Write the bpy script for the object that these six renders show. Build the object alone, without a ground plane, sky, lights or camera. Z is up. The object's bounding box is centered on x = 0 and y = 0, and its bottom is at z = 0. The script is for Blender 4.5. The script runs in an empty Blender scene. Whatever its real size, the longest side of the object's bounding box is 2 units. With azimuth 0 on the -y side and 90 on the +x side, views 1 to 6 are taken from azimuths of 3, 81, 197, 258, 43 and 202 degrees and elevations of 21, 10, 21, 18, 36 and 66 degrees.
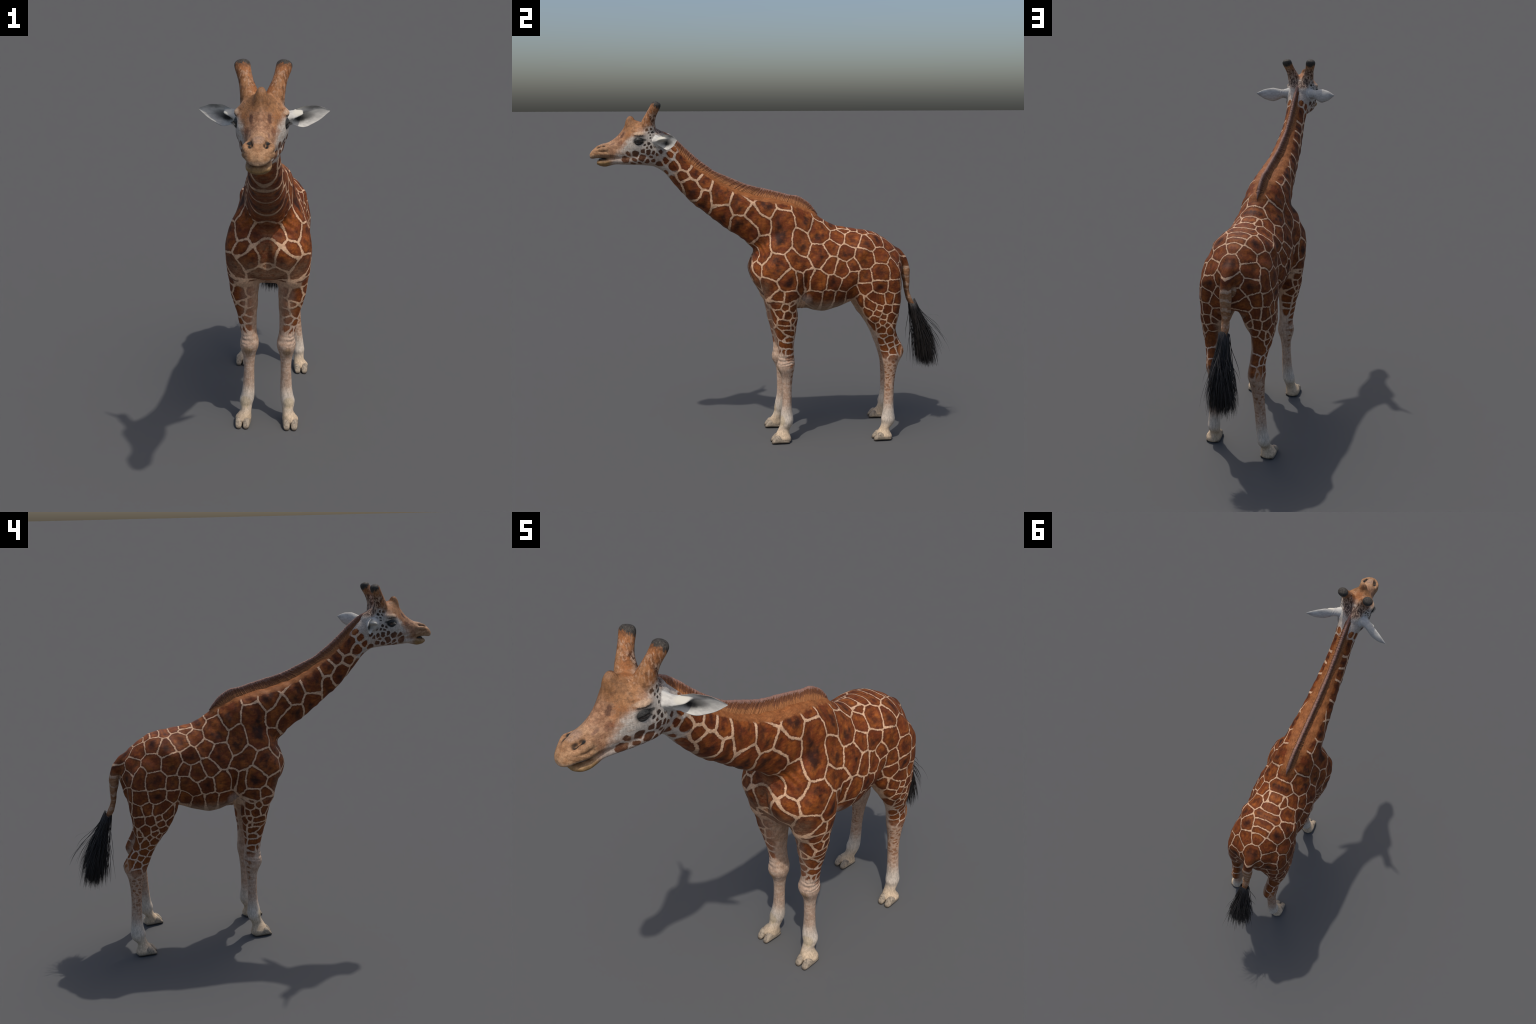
import bpy, math
import numpy as np
from mathutils import Vector

RNG = np.random.default_rng(7)
VOXEL = 0.0034

# ------------------------------------------------------------------ helpers
def catmull(keys, per=6):
    """Smooth interpolation of a list of equal-length number rows."""
    K = np.asarray(keys, float)
    P = np.vstack([2 * K[0] - K[1], K, 2 * K[-1] - K[-2]])
    out = []
    for i in range(1, len(P) - 2):
        p0, p1, p2, p3 = P[i - 1], P[i], P[i + 1], P[i + 2]
        for t in np.linspace(0, 1, per, endpoint=False):
            out.append(0.5 * (2 * p1 + (p2 - p0) * t + (2 * p0 - 5 * p1 + 4 * p2 - p3) * t * t
                              + (3 * p1 - p0 - 3 * p2 + p3) * t ** 3))
    out.append(K[-1])
    return np.array(out)


def rings_to_mesh(rings):
    """Closed tube with fan caps from an array (rings, points, 3)."""
    n, m, _ = rings.shape
    v = rings.reshape(-1, 3)
    f = []
    for i in range(n - 1):
        for j in range(m):
            k = (j + 1) % m
            f.append((i * m + j, i * m + k, (i + 1) * m + k, (i + 1) * m + j))
    v = np.vstack([v, rings[0].mean(0), rings[-1].mean(0)])
    a, b = n * m, n * m + 1
    for j in range(m):
        k = (j + 1) % m
        f.append((a, k, j))
        f.append((b, (n - 1) * m + j, (n - 1) * m + k))
    return v, f


def spow(a, e):
    return np.sign(a) * np.abs(a) ** e


def sagittal_loft(keys, per=6, m=56):
    """Body section: bottom (y,z), top (y,z), half width, height share of the widest place,
    roundness above and below (2 = ellipse, less = pointed, more = boxy)."""
    rings = []
    a = np.linspace(0, 2 * np.pi, m, endpoint=False)
    for by, bz, ty, tz, w, f, nt, nb in catmull(keys, per):
        b, t = np.array([by, bz]), np.array([ty, tz])
        c = b + (t - b) * f
        n = np.where(np.sin(a) >= 0, nt, nb)
        x = w * spow(np.cos(a), 2 / n)
        s = spow(np.sin(a), 2 / n)
        yz = c + np.where(s[:, None] >= 0, (t - c) * s[:, None], (c - b) * s[:, None])
        rings.append(np.column_stack([x, yz]))
    return rings_to_mesh(np.array(rings))


def leg_loft(keys, side, shift=lambda z: (0.0, 0.0), per=5, m=40):
    """Leg section at a height: z, front y, back y, inner x, outer x, roundness."""
    rings = []
    a = np.linspace(0, 2 * np.pi, m, endpoint=False)
    for z, yf, yb, xi, xo, n in catmull(keys, per):
        dx, dy = shift(z)
        x = (xi + xo) / 2 + dx + (xo - xi) / 2 * spow(np.cos(a), 2 / n)
        y = (yf + yb) / 2 + dy + (yb - yf) / 2 * spow(np.sin(a), 2 / n)
        rings.append(np.column_stack([side * x, y, np.full(m, z)]))
    return rings_to_mesh(np.array(rings))


def tube(path, m=24, per=6):
    """Round tube along a path: x, y, z, radius across x, radius in the sagittal plane."""
    P = catmull(path, per)
    rings = []
    a = np.linspace(0, 2 * np.pi, m, endpoint=False)
    T = np.gradient(P[:, :3], axis=0)
    for p, t in zip(P, T):
        t = t / np.linalg.norm(t)
        u = np.array([1.0, 0, 0]) - t * t[0]
        u /= np.linalg.norm(u)
        w = np.cross(t, u)
        rings.append(p[:3] + np.outer(np.cos(a), u) * p[3] + np.outer(np.sin(a), w) * p[4])
    return rings_to_mesh(np.array(rings))


def make_mesh(name, v, f, smooth=True):
    me = bpy.data.meshes.new(name)
    me.from_pydata(np.asarray(v).tolist(), [], [tuple(int(i) for i in q) for q in f])
    if smooth:
        me.polygons.foreach_set("use_smooth", [True] * len(me.polygons))
    me.update()
    return me


def make_object(name, me, parent=None, mat=None):
    ob = bpy.data.objects.new(name, me)
    bpy.context.scene.collection.objects.link(ob)
    if parent is not None:
        ob.parent = parent
    if mat is not None:
        me.materials.clear()
        me.materials.append(mat)
    return ob


# ------------------------------------------------------------------ body profiles
TORSO = [  # bottom y,z   top y,z   half width, widest share, round above, below
    (0.672, 0.872, 0.692, 0.990, 0.036, 0.5, 2.0, 2.2),
    (0.665, 0.836, 0.684, 1.030, 0.074, 0.5, 2.0, 2.3),
    (0.640, 0.810, 0.652, 1.072, 0.112, 0.5, 2.0, 2.3),
    (0.585, 0.795, 0.590, 1.121, 0.142, 0.5, 1.9, 2.3),
    (0.530, 0.790, 0.532, 1.154, 0.160, 0.54, 2.1, 2.4),
    (0.450, 0.781, 0.447, 1.170, 0.168, 0.54, 2.25, 2.3),
    (0.370, 0.757, 0.370, 1.185, 0.174, 0.50, 1.9, 2.15),
    (0.290, 0.727, 0.292, 1.204, 0.182, 0.45, 1.7, 2.15),
    (0.215, 0.721, 0.232, 1.240, 0.184, 0.43, 1.6, 2.15),
    (0.140, 0.737, 0.185, 1.283, 0.180, 0.42, 1.48, 2.1),
    (0.060, 0.745, 0.120, 1.318, 0.177, 0.38, 1.46, 2.3),
    (-0.010, 0.765, 0.050, 1.330, 0.177, 0.40, 1.45, 2.2),
    (-0.060, 0.795, -0.030, 1.280, 0.170, 0.40, 1.5, 2.2),
    (-0.100, 0.826, -0.085, 1.190, 0.148, 0.40, 1.8, 2.2),
    (-0.130, 0.864, -0.126, 1.100, 0.114, 0.45, 2.1, 2.2),
    (-0.150, 0.910, -0.153, 1.048, 0.072, 0.5, 2.1, 2.1),
    (-0.161, 0.950, -0.164, 1.016, 0.026, 0.5, 2.0, 2.0),
]
NECK = [
    (0.050, 0.960, 0.180, 1.270, 0.128, 0.56, 1.8, 2.1),
    (-0.055, 1.010, 0.095, 1.316, 0.118, 0.57, 2.2, 2.1),
    (-0.135, 1.066, 0.000, 1.345, 0.105, 0.56, 2.6, 2.2),
    (-0.203, 1.136, -0.100, 1.366, 0.093, 0.55, 2.7, 2.3),
    (-0.295, 1.196, -0.200, 1.394, 0.083, 0.54, 2.5, 2.3),
    (-0.394, 1.275, -0.290, 1.437, 0.074, 0.52, 2.2, 2.3),
    (-0.478, 1.342, -0.366, 1.485, 0.068, 0.48, 1.9, 2.2),
    (-0.536, 1.406, -0.440, 1.534, 0.062, 0.48, 1.8, 2.2),
    (-0.582, 1.460, -0.510, 1.598, 0.059, 0.48, 1.8, 2.1),
    (-0.608, 1.495, -0.565, 1.655, 0.061, 0.48, 1.9, 2.1),
    (-0.645, 1.522, -0.615, 1.700, 0.063, 0.5, 2.0, 2.1),
    (-0.690, 1.543, -0.665, 1.715, 0.050, 0.5, 2.0, 2.0),
]
SKULL = [
    (-0.590, 1.560, -0.590, 1.672, 0.035, 0.5, 2.0, 2.0),
    (-0.608, 1.532, -0.608, 1.705, 0.058, 0.5, 2.0, 2.1),
    (-0.650, 1.533, -0.650, 1.731, 0.078, 0.52, 2.2, 2.3),
    (-0.700, 1.540, -0.700, 1.752, 0.090, 0.55, 2.3, 2.3),
    (-0.740, 1.545, -0.740, 1.768, 0.091, 0.60, 1.8, 2.1),
    (-0.775, 1.550, -0.775, 1.777, 0.083, 0.52, 1.4, 2.2),
    (-0.800, 1.554, -0.800, 1.762, 0.069, 0.44, 1.35, 2.2),
    (-0.825, 1.558, -0.825, 1.724, 0.059, 0.42, 1.4, 2.2),
    (-0.855, 1.564, -0.855, 1.689, 0.051, 0.40, 1.55, 2.2),
    (-0.895, 1.575, -0.895, 1.662, 0.049, 0.40, 1.75, 2.3),
    (-0.930, 1.580, -0.930, 1.653, 0.052, 0.42, 2.2, 2.4),
    (-0.958, 1.580, -0.960, 1.638, 0.045, 0.42, 2.2, 2.3),
    (-0.981, 1.577, -0.984, 1.617, 0.032, 0.42, 2.1, 2.2),
    (-0.993, 1.580, -0.995, 1.601, 0.016, 0.45, 2.0, 2.0),
]
JAW = [
    (-0.640, 1.528, -0.640, 1.600, 0.050, 0.5, 2.0, 2.0),
    (-0.680, 1.536, -0.680, 1.625, 0.074, 0.5, 2.2, 2.3),
    (-0.730, 1.541, -0.730, 1.625, 0.076, 0.5, 2.2, 2.4),
    (-0.780, 1.543, -0.780, 1.605, 0.062, 0.5, 2.2, 2.4),
    (-0.825, 1.545, -0.825, 1.592, 0.048, 0.5, 2.0, 2.3),
    (-0.865, 1.546, -0.865, 1.590, 0.041, 0.5, 2.0, 2.3),
    (-0.893, 1.540, -0.890, 1.585, 0.043, 0.55, 2.4, 2.2),
    (-0.918, 1.535, -0.915, 1.575, 0.043, 0.6, 2.8, 2.0),
    (-0.942, 1.539, -0.940, 1.570, 0.038, 0.6, 2.8, 2.0),
    (-0.960, 1.548, -0.958, 1.568, 0.024, 0.6, 2.2, 2.0),
]
FORELEG = [  # z, front y, back y, inner x, outer x, roundness
    (1.080, -0.040, 0.070, 0.080, 0.165, 2.0),
    (1.010, -0.106, 0.095, 0.060, 0.190, 2.3),
    (0.940, -0.122, 0.105, 0.045, 0.198, 2.5),
    (0.870, -0.106, 0.100, 0.040, 0.195, 2.3),
    (0.800, -0.092, 0.088, 0.042, 0.185, 2.2),
    (0.754, -0.068, 0.081, 0.045, 0.180, 2.2),
    (0.700, -0.055, 0.083, 0.047, 0.172, 2.2),
    (0.650, -0.047, 0.076, 0.050, 0.161, 2.2),
    (0.600, -0.033, 0.070, 0.053, 0.149, 2.2),
    (0.550, -0.022, 0.066, 0.055, 0.139, 2.2),
    (0.500, -0.017, 0.067, 0.054, 0.131, 2.2),
    (0.470, -0.021, 0.070, 0.049, 0.129, 2.2),
    (0.443, -0.025, 0.072, 0.044, 0.132, 2.3),
    (0.415, -0.020, 0.069, 0.046, 0.132, 2.3),
    (0.385, -0.008, 0.063, 0.055, 0.125, 2.2),
    (0.355, 0.000, 0.060, 0.061, 0.119, 2.0),
    (0.300, 0.003, 0.056, 0.065, 0.116, 2.0),
    (0.210, 0.003, 0.055, 0.064, 0.121, 2.0),
    (0.155, -0.006, 0.060, 0.063, 0.128, 2.0),
    (0.120, -0.010, 0.063, 0.066, 0.137, 2.0),
    (0.095, -0.011, 0.057, 0.073, 0.135, 2.0),
    (0.070, -0.021, 0.042, 0.077, 0.131, 2.0),
    (0.050, -0.033, 0.038, 0.078, 0.142, 2.1),
    (0.030, -0.040, 0.044, 0.077, 0.156, 2.2),
    (0.016, -0.034, 0.048, 0.080, 0.155, 2.2),
    (0.005, -0.026, 0.046, 0.084, 0.151, 2.2),
]
HINDLEG = [
    (1.070, 0.460, 0.570, 0.060, 0.140, 2.0),
    (1.030, 0.415, 0.612, 0.040, 0.168, 2.0),
    (0.970, 0.393, 0.654, 0.020, 0.180, 2.6),
    (0.900, 0.390, 0.664, 0.008, 0.187, 3.0),
    (0.830, 0.403, 0.664, 0.008, 0.187, 3.0),
    (0.770, 0.424, 0.659, 0.026, 0.192, 2.7),
    (0.720, 0.446, 0.650, 0.046, 0.193, 2.4),
    (0.670, 0.475, 0.639, 0.070, 0.190, 2.1),
    (0.620, 0.506, 0.638, 0.080, 0.178, 2.1),
    (0.570, 0.532, 0.653, 0.080, 0.163, 2.0),
    (0.530, 0.545, 0.674, 0.076, 0.154, 2.0),
    (0.500, 0.553, 0.687, 0.071, 0.151, 2.0),
    (0.470, 0.562, 0.681, 0.068, 0.152, 2.0),
    (0.440, 0.567, 0.664, 0.071, 0.149, 2.0),
    (0.415, 0.572, 0.653, 0.075, 0.148, 2.0),
    (0.365, 0.579, 0.641, 0.083, 0.145, 2.0),
    (0.300, 0.578, 0.632, 0.089, 0.146, 2.0),
    (0.246, 0.575, 0.630, 0.093, 0.149, 2.0),
    (0.186, 0.571, 0.629, 0.096, 0.154, 2.0),
    (0.144, 0.566, 0.632, 0.098, 0.159, 2.0),
    (0.110, 0.558, 0.636, 0.101, 0.166, 2.0),
    (0.085, 0.560, 0.629, 0.105, 0.165, 2.0),
    (0.060, 0.552, 0.606, 0.110, 0.166, 2.0),
    (0.042, 0.538, 0.604, 0.111, 0.178, 2.1),
    (0.026, 0.529, 0.612, 0.110, 0.190, 2.2),
    (0.014, 0.536, 0.616, 0.113, 0.189, 2.2),
    (0.005, 0.546, 0.614, 0.117, 0.185, 2.2),
]
TAIL = [  # x, y, z, radius across, radius fore-and-aft
    (0.0, 0.640, 1.055, 0.030, 0.024),
    (0.0, 0.685, 1.020, 0.032, 0.026),
    (0.0, 0.713, 0.980, 0.029, 0.025),
    (0.0, 0.729, 0.930, 0.026, 0.019),
    (0.0, 0.732, 0.880, 0.025, 0.016),
    (0.0, 0.735, 0.830, 0.024, 0.015),
    (0.0, 0.743, 0.785, 0.022, 0.015),
    (0.0, 0.762, 0.745, 0.018, 0.014),
    (0.0, 0.783, 0.708, 0.011, 0.009),
    (0.0, 0.789, 0.690, 0.005, 0.004),
]
HORN = [  # left horn: x, y, z, radius across, radius fore-and-aft
    (0.034, -0.6940, 1.705, 0.042, 0.0410),
    (0.040, -0.6930, 1.735, 0.038, 0.0410),
    (0.047, -0.6890, 1.762, 0.032, 0.0350),
    (0.056, -0.6780, 1.792, 0.0265, 0.0275),
    (0.064, -0.6650, 1.818, 0.0260, 0.0245),
    (0.0705, -0.6530, 1.840, 0.0280, 0.0242),
    (0.0735, -0.6470, 1.853, 0.0268, 0.0232),
    (0.0750, -0.6440, 1.862, 0.0180, 0.0165),
    (0.0755, -0.6430, 1.865, 0.0060, 0.0070),
]
CROWN = [  # the middle bump on the forehead
    (0.0, -0.784, 1.735, 0.030, 0.030),
    (0.0, -0.782, 1.765, 0.023, 0.026),
    (0.0, -0.781, 1.782, 0.016, 0.019),
    (0.0, -0.781, 1.791, 0.010, 0.012),
    (0.0, -0.781, 1.795, 0.004, 0.005),
]


def hind_shift(side):
    """The right hind leg stands further back; both feet stand further out than the hocks."""
    def f(z):
        if side > 0:
            return float(np.interp(z, [0.0, 0.10, 0.15, 0.25, 0.35, 0.50, 0.65],
                                   [0.015, 0.018, 0.020, 0.016, 0.012, 0.008, 0.0])), 0.0
        return (float(np.interp(z, [0.10, 0.26, 0.45, 0.60], [0.013, 0.012, 0.008, 0.0])),
                float(np.interp(z, [0.10, 0.18, 0.30, 0.42, 0.50, 0.60, 0.75],
                                [0.069, 0.068, 0.055, 0.040, 0.026, 0.016, 0.0])))
    return f


def mirror(path):
    return [(-r[0],) + tuple(r[1:]) for r in path]


# muscles, bones and hollows: centre, radii, push along the normal (mirrored to both sides)
RELIEF = [
    ((0.165, -0.055, 1.100), (0.05, 0.045, 0.06), 0.012),    # point of the shoulder blade
    ((0.120, -0.110, 0.960), (0.05, 0.05, 0.06), 0.010),     # point of the shoulder
    ((0.190, 0.115, 0.890), (0.06, 0.022, 0.09), -0.018),
    ((0.190, 0.126, 0.900), (0.06, 0.011, 0.07), -0.012),    # hollow behind the elbow
    ((0.185, 0.118, 0.790), (0.06, 0.030, 0.050), -0.015),
    ((0.178, 0.335, 0.900), (0.05, 0.045, 0.06), 0.009),     # belly before the thigh
    ((0.165, 0.430, 1.075), (0.045, 0.036, 0.032), 0.012),     # hip bone
    ((0.200, 0.390, 0.930), (0.05, 0.018, 0.07), -0.003),    # flank fold
    ((0.185, 0.345, 1.030), (0.05, 0.045, 0.075), -0.015),
    ((0.110, 0.380, 1.150), (0.06, 0.05, 0.035), -0.006),     # hollow of the flank
    ((0.200, 0.520, 0.900), (0.06, 0.08, 0.10), 0.006),      # thigh
    ((0.098, -0.735, 1.702), (0.022, 0.032, 0.014), 0.010),  # brow
    ((0.094, -0.742, 1.669), (0.016, 0.026, 0.018), -0.014), # eye socket
    ((0.090, -0.700, 1.610), (0.030, 0.040, 0.030), 0.003),  # cheek
    ((0.060, -0.850, 1.630), (0.020, 0.040, 0.018), -0.004), # hollow before the eye
    ((0.046, -0.935, 1.632), (0.016, 0.022, 0.016), 0.005),  # wing of the nostril
    ((0.026, -0.946, 1.637), (0.0105, 0.014, 0.011), -0.020),
    ((0.031, -0.926, 1.643), (0.0095, 0.014, 0.010), -0.020),
    ((0.014, -0.952, 1.640), (0.006, 0.014, 0.010), 0.004),
    ((0.043, -0.940, 1.650), (0.010, 0.028, 0.009), 0.006),
    ((0.046, -0.905, 1.630), (0.012, 0.010, 0.014), 0.003),
    ((0.052, -0.925, 1.614), (0.014, 0.036, 0.005), -0.004),# nostril
    ((0.055, -0.915, 1.596), (0.014, 0.035, 0.012), 0.006),  # upper lip pad
    ((0.066, -0.640, 1.620), (0.03, 0.025, 0.04), 0.003),   # behind the jaw
    ((0.092, -0.030, 0.415), (0.022, 0.02, 0.022), 0.004),   # knee pad
    ((0.090, -0.010, 0.460), (0.04, 0.02, 0.012), -0.003),
    ((0.135, 0.030, 0.435), (0.015, 0.03, 0.025), 0.003),
    ((0.150, 0.615, 0.475), (0.02, 0.02, 0.03), 0.005),      # hock bones
    ((0.155, 0.650, 0.510), (0.02, 0.012, 0.05), -0.005),    # hollow before the tendon
    ((0.150, 0.640, 0.600), (0.03, 0.012, 0.06), -0.004),
    ((0.175, 0.480, 0.700), (0.03, 0.03, 0.05), 0.004),
    ((0.160, -0.010, 0.720), (0.03, 0.04, 0.06), 0.004),
    ((0.185, 0.030, 0.830), (0.03, 0.05, 0.05), 0.006),
    ((0.130, 0.105, 1.150), (0.06, 0.025, 0.10), -0.005),    # hollow behind the shoulder blade
    ((0.150, 0.020, 1.010), (0.05, 0.05, 0.05), -0.003),
    ((0.075, -0.150, 0.940), (0.035, 0.05, 0.08), 0.011),    # breast muscles
    ((0.000, -0.170, 0.940), (0.020, 0.05, 0.10), -0.010),
    ((0.045, 0.660, 0.870), (0.035, 0.05, 0.07), 0.010),     # buttock beside the tail
    ((0.010, 0.690, 0.920), (0.040, 0.04, 0.06), 0.008),
    ((0.075, -0.140, 1.060), (0.05, 0.06, 0.035), -0.011),    # groove between neck and breast
]


def build_skin():
    """All parts of the body joined into one smooth surface."""
    pieces = [sagittal_loft(TORSO), sagittal_loft(NECK), sagittal_loft(SKULL), sagittal_loft(JAW),
              tube(TAIL), tube(HORN), tube(mirror(HORN)), tube(CROWN),
              leg_loft(FORELEG, 1), leg_loft(FORELEG, -1),
              leg_loft(HINDLEG, 1, hind_shift(1)), leg_loft(HINDLEG, -1, hind_shift(-1))]
    V, F, n = [], [], 0
    for v, f in pieces:
        V.append(v)
        F += [tuple(i + n for i in q) for q in f]
        n += len(v)
    me = make_mesh("skin", np.vstack(V), F)
    ob = make_object("skin", me)
    import bmesh
    bm = bmesh.new(); bm.from_mesh(me)
    bmesh.ops.recalc_face_normals(bm, faces=bm.faces)
    bm.to_mesh(me); bm.free()
    mod = ob.modifiers.new("remesh", "REMESH")
    mod.mode, mod.voxel_size, mod.adaptivity = "VOXEL", VOXEL, 0.0
    dg = bpy.context.evaluated_depsgraph_get()
    out = bpy.data.meshes.new_from_object(ob.evaluated_get(dg))
    bpy.data.objects.remove(ob); bpy.data.meshes.remove(me)
    return out


def mesh_arrays(me):
    v = np.empty(len(me.vertices) * 3); me.vertices.foreach_get("co", v)
    e = np.empty(len(me.edges) * 2, np.int64); me.edges.foreach_get("vertices", e)
    return v.reshape(-1, 3), e.reshape(-1, 2)


def smooth(v, e, weight, steps):
    n = len(v)
    deg = np.bincount(e.ravel(), minlength=n).astype(float)
    w = np.asarray(weight).reshape(-1, 1) if np.ndim(weight) else weight
    for _ in range(steps):
        s = np.column_stack([np.bincount(e[:, 0], v[e[:, 1], k], n) + np.bincount(e[:, 1], v[e[:, 0], k], n) for k in range(3)])
        v = v + w * (s / deg[:, None] - v)
    return v


def taubin(v, e, steps):
    for _ in range(steps):
        v = smooth(v, e, 0.5, 1)
        v = smooth(v, e, -0.52, 1)
    return v


def blob(v, c, r):
    d = (v - np.array(c)) / np.array(r)
    return np.exp(-(d * d).sum(1))


def lean(y, z):
    """The barrel and hips hang a little to the left of the line of the neck."""
    s = np.clip((y + 0.05) / 0.35, 0, 1)
    t = np.clip((z - 0.35) / 0.30, 0, 1)
    return 0.003 * s * s * (3 - 2 * s) * t


def shape_skin(me):
    v, e = mesh_arrays(me)
    v = taubin(v, e, 6)
    # soften where limbs, neck, horns and tail grow out of the body
    joint = np.zeros(len(v))
    for c, r in [((0.12, 0.0, 0.98), (0.12, 0.16, 0.20)), ((0.12, 0.50, 0.95), (0.12, 0.19, 0.19)),
                 ((0.07, 0.02, 0.77), (0.09, 0.12, 0.07)), ((0.05, 0.47, 0.78), (0.10, 0.14, 0.08)),
                 ((0.0, 0.0, 1.22), (0.16, 0.22, 0.16)), ((0.0, -0.13, 1.07), (0.10, 0.06, 0.07)),
                 ((0.0, 0.68, 0.99), (0.06, 0.06, 0.06))]:
        for s in (1, -1):
            joint = np.maximum(joint, blob(v, (s * c[0], c[1], c[2]), r))
    v = smooth(v, e, 0.6 * np.clip(joint * 1.6, 0, 1), 70)
    head = np.zeros(len(v))
    for c, r in [((0.045, -0.695, 1.760), (0.05, 0.05, 0.030)), ((0.0, -0.78, 1.755), (0.06, 0.05, 0.03)),
                 ((0.0, -0.64, 1.60), (0.1, 0.05, 0.12)), ((0.06, -0.78, 1.580), (0.06, 0.12, 0.02))]:
        for s in (1, -1):
            head = np.maximum(head, blob(v, (s * c[0], c[1], c[2]), r))
    v = smooth(v, e, 0.5 * np.clip(head * 1.5, 0, 1), 14)
    me.vertices.foreach_set("co", v.ravel()); me.update()
    nrm = np.empty(len(v) * 3); me.vertices.foreach_get("normal", nrm); nrm = nrm.reshape(-1, 3)
    push = np.zeros(len(v))
    for c, r, a in RELIEF:
        for s in (1, -1):
            push += a * blob(v, (s * c[0], c[1], c[2]), r)
    body = np.clip((1.50 - v[:, 2]) / 0.1, 0, 1) * np.clip((v[:, 2] - 0.50) / 0.15, 0, 1)
    ax = np.abs(v[:, 0])
    push += body * 0.0016 * (np.sin(v[:, 1] * 47 + 9 * v[:, 2]) * np.sin(v[:, 2] * 39 + 1.3 + 7 * ax) + 0.6 * np.sin(v[:, 1] * 83 - v[:, 2] * 71 + 20 * ax))
    # ribs under the skin of the flank, folds where the neck meets the breast
    ribs = np.exp(-((v[:, 1] - 0.27) / 0.08) ** 2 - ((v[:, 2] - 0.95) / 0.09) ** 2) * np.clip(ax - 0.1, 0, 0.05) * 20
    push += ribs * 0.0022 * np.sin((v[:, 1] + 0.25 * v[:, 2]) * 170)
    folds = np.exp(-((v[:, 1] + 0.13) / 0.05) ** 2 - ((v[:, 2] - 1.10) / 0.05) ** 2)
    push += folds * 0.0030 * np.sin(v[:, 1] * 190 + v[:, 2] * 120 + 30 * ax)
    elbow = np.exp(-((v[:, 1] - 0.105) / 0.030) ** 2 - ((v[:, 2] - 0.80) / 0.06) ** 2)
    push += elbow * 0.0035 * np.sin(v[:, 1] * 330 - v[:, 2] * 60)
    throat = np.exp(-(v[:, 0] / 0.045) ** 2) * np.clip((1.06 - v[:, 2] - 0.73 * v[:, 1]) / 0.04, 0, 1) * (v[:, 1] < -0.14) * (v[:, 1] > -0.52)
    push += throat * 0.0006 * np.sin((v[:, 1] - v[:, 2]) * 120)
    v = v + nrm * push[:, None]
    v[:, 0] += lean(v[:, 1], v[:, 2])
    me.vertices.foreach_set("co", v.ravel()); me.update()
    return me

# ------------------------------------------------------------------ coat pattern
# centre of every patch of the coat on the left side (x, y, z) and its reach; mirrored to the right
NECK_CELLS = [
    (0.038, -0.561, 1.624, 0.015), (0.041, -0.529, 1.580, 0.024, 0.047, -0.498, 1.538), (0.047, -0.456, 1.505, 0.028),
    (0.056, -0.391, 1.450, 0.034), (0.054, -0.332, 1.426, 0.041, 0.074, -0.313, 1.368), (0.080, -0.223, 1.336, 0.048),
    (0.058, -0.582, 1.598, 0.015), (0.060, -0.605, 1.565, 0.014), (0.059, -0.568, 1.537, 0.022), (0.060, -0.517, 1.480, 0.022),
    (0.034, -0.574, 1.468, 0.017, 0.034, -0.540, 1.428), (0.061, -0.496, 1.437, 0.026, 0.064, -0.454, 1.391),
    (0.071, -0.407, 1.377, 0.022, 0.048, -0.427, 1.327), (0.075, -0.310, 1.299, 0.031, 0.059, -0.319, 1.254),
    (0.080, -0.227, 1.230, 0.030, 0.088, -0.151, 1.193), (0.031, -0.604, 1.503, 0.010), (0.048, -0.641, 1.549, 0.016),
    (0.087, -0.090, 1.316, 0.044), (0.070, 0.022, 1.316, 0.032), (0.089, -0.151, 1.283, 0.033, 0.100, -0.104, 1.205),
    (0.042, -0.165, 1.378, 0.036),
]
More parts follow.
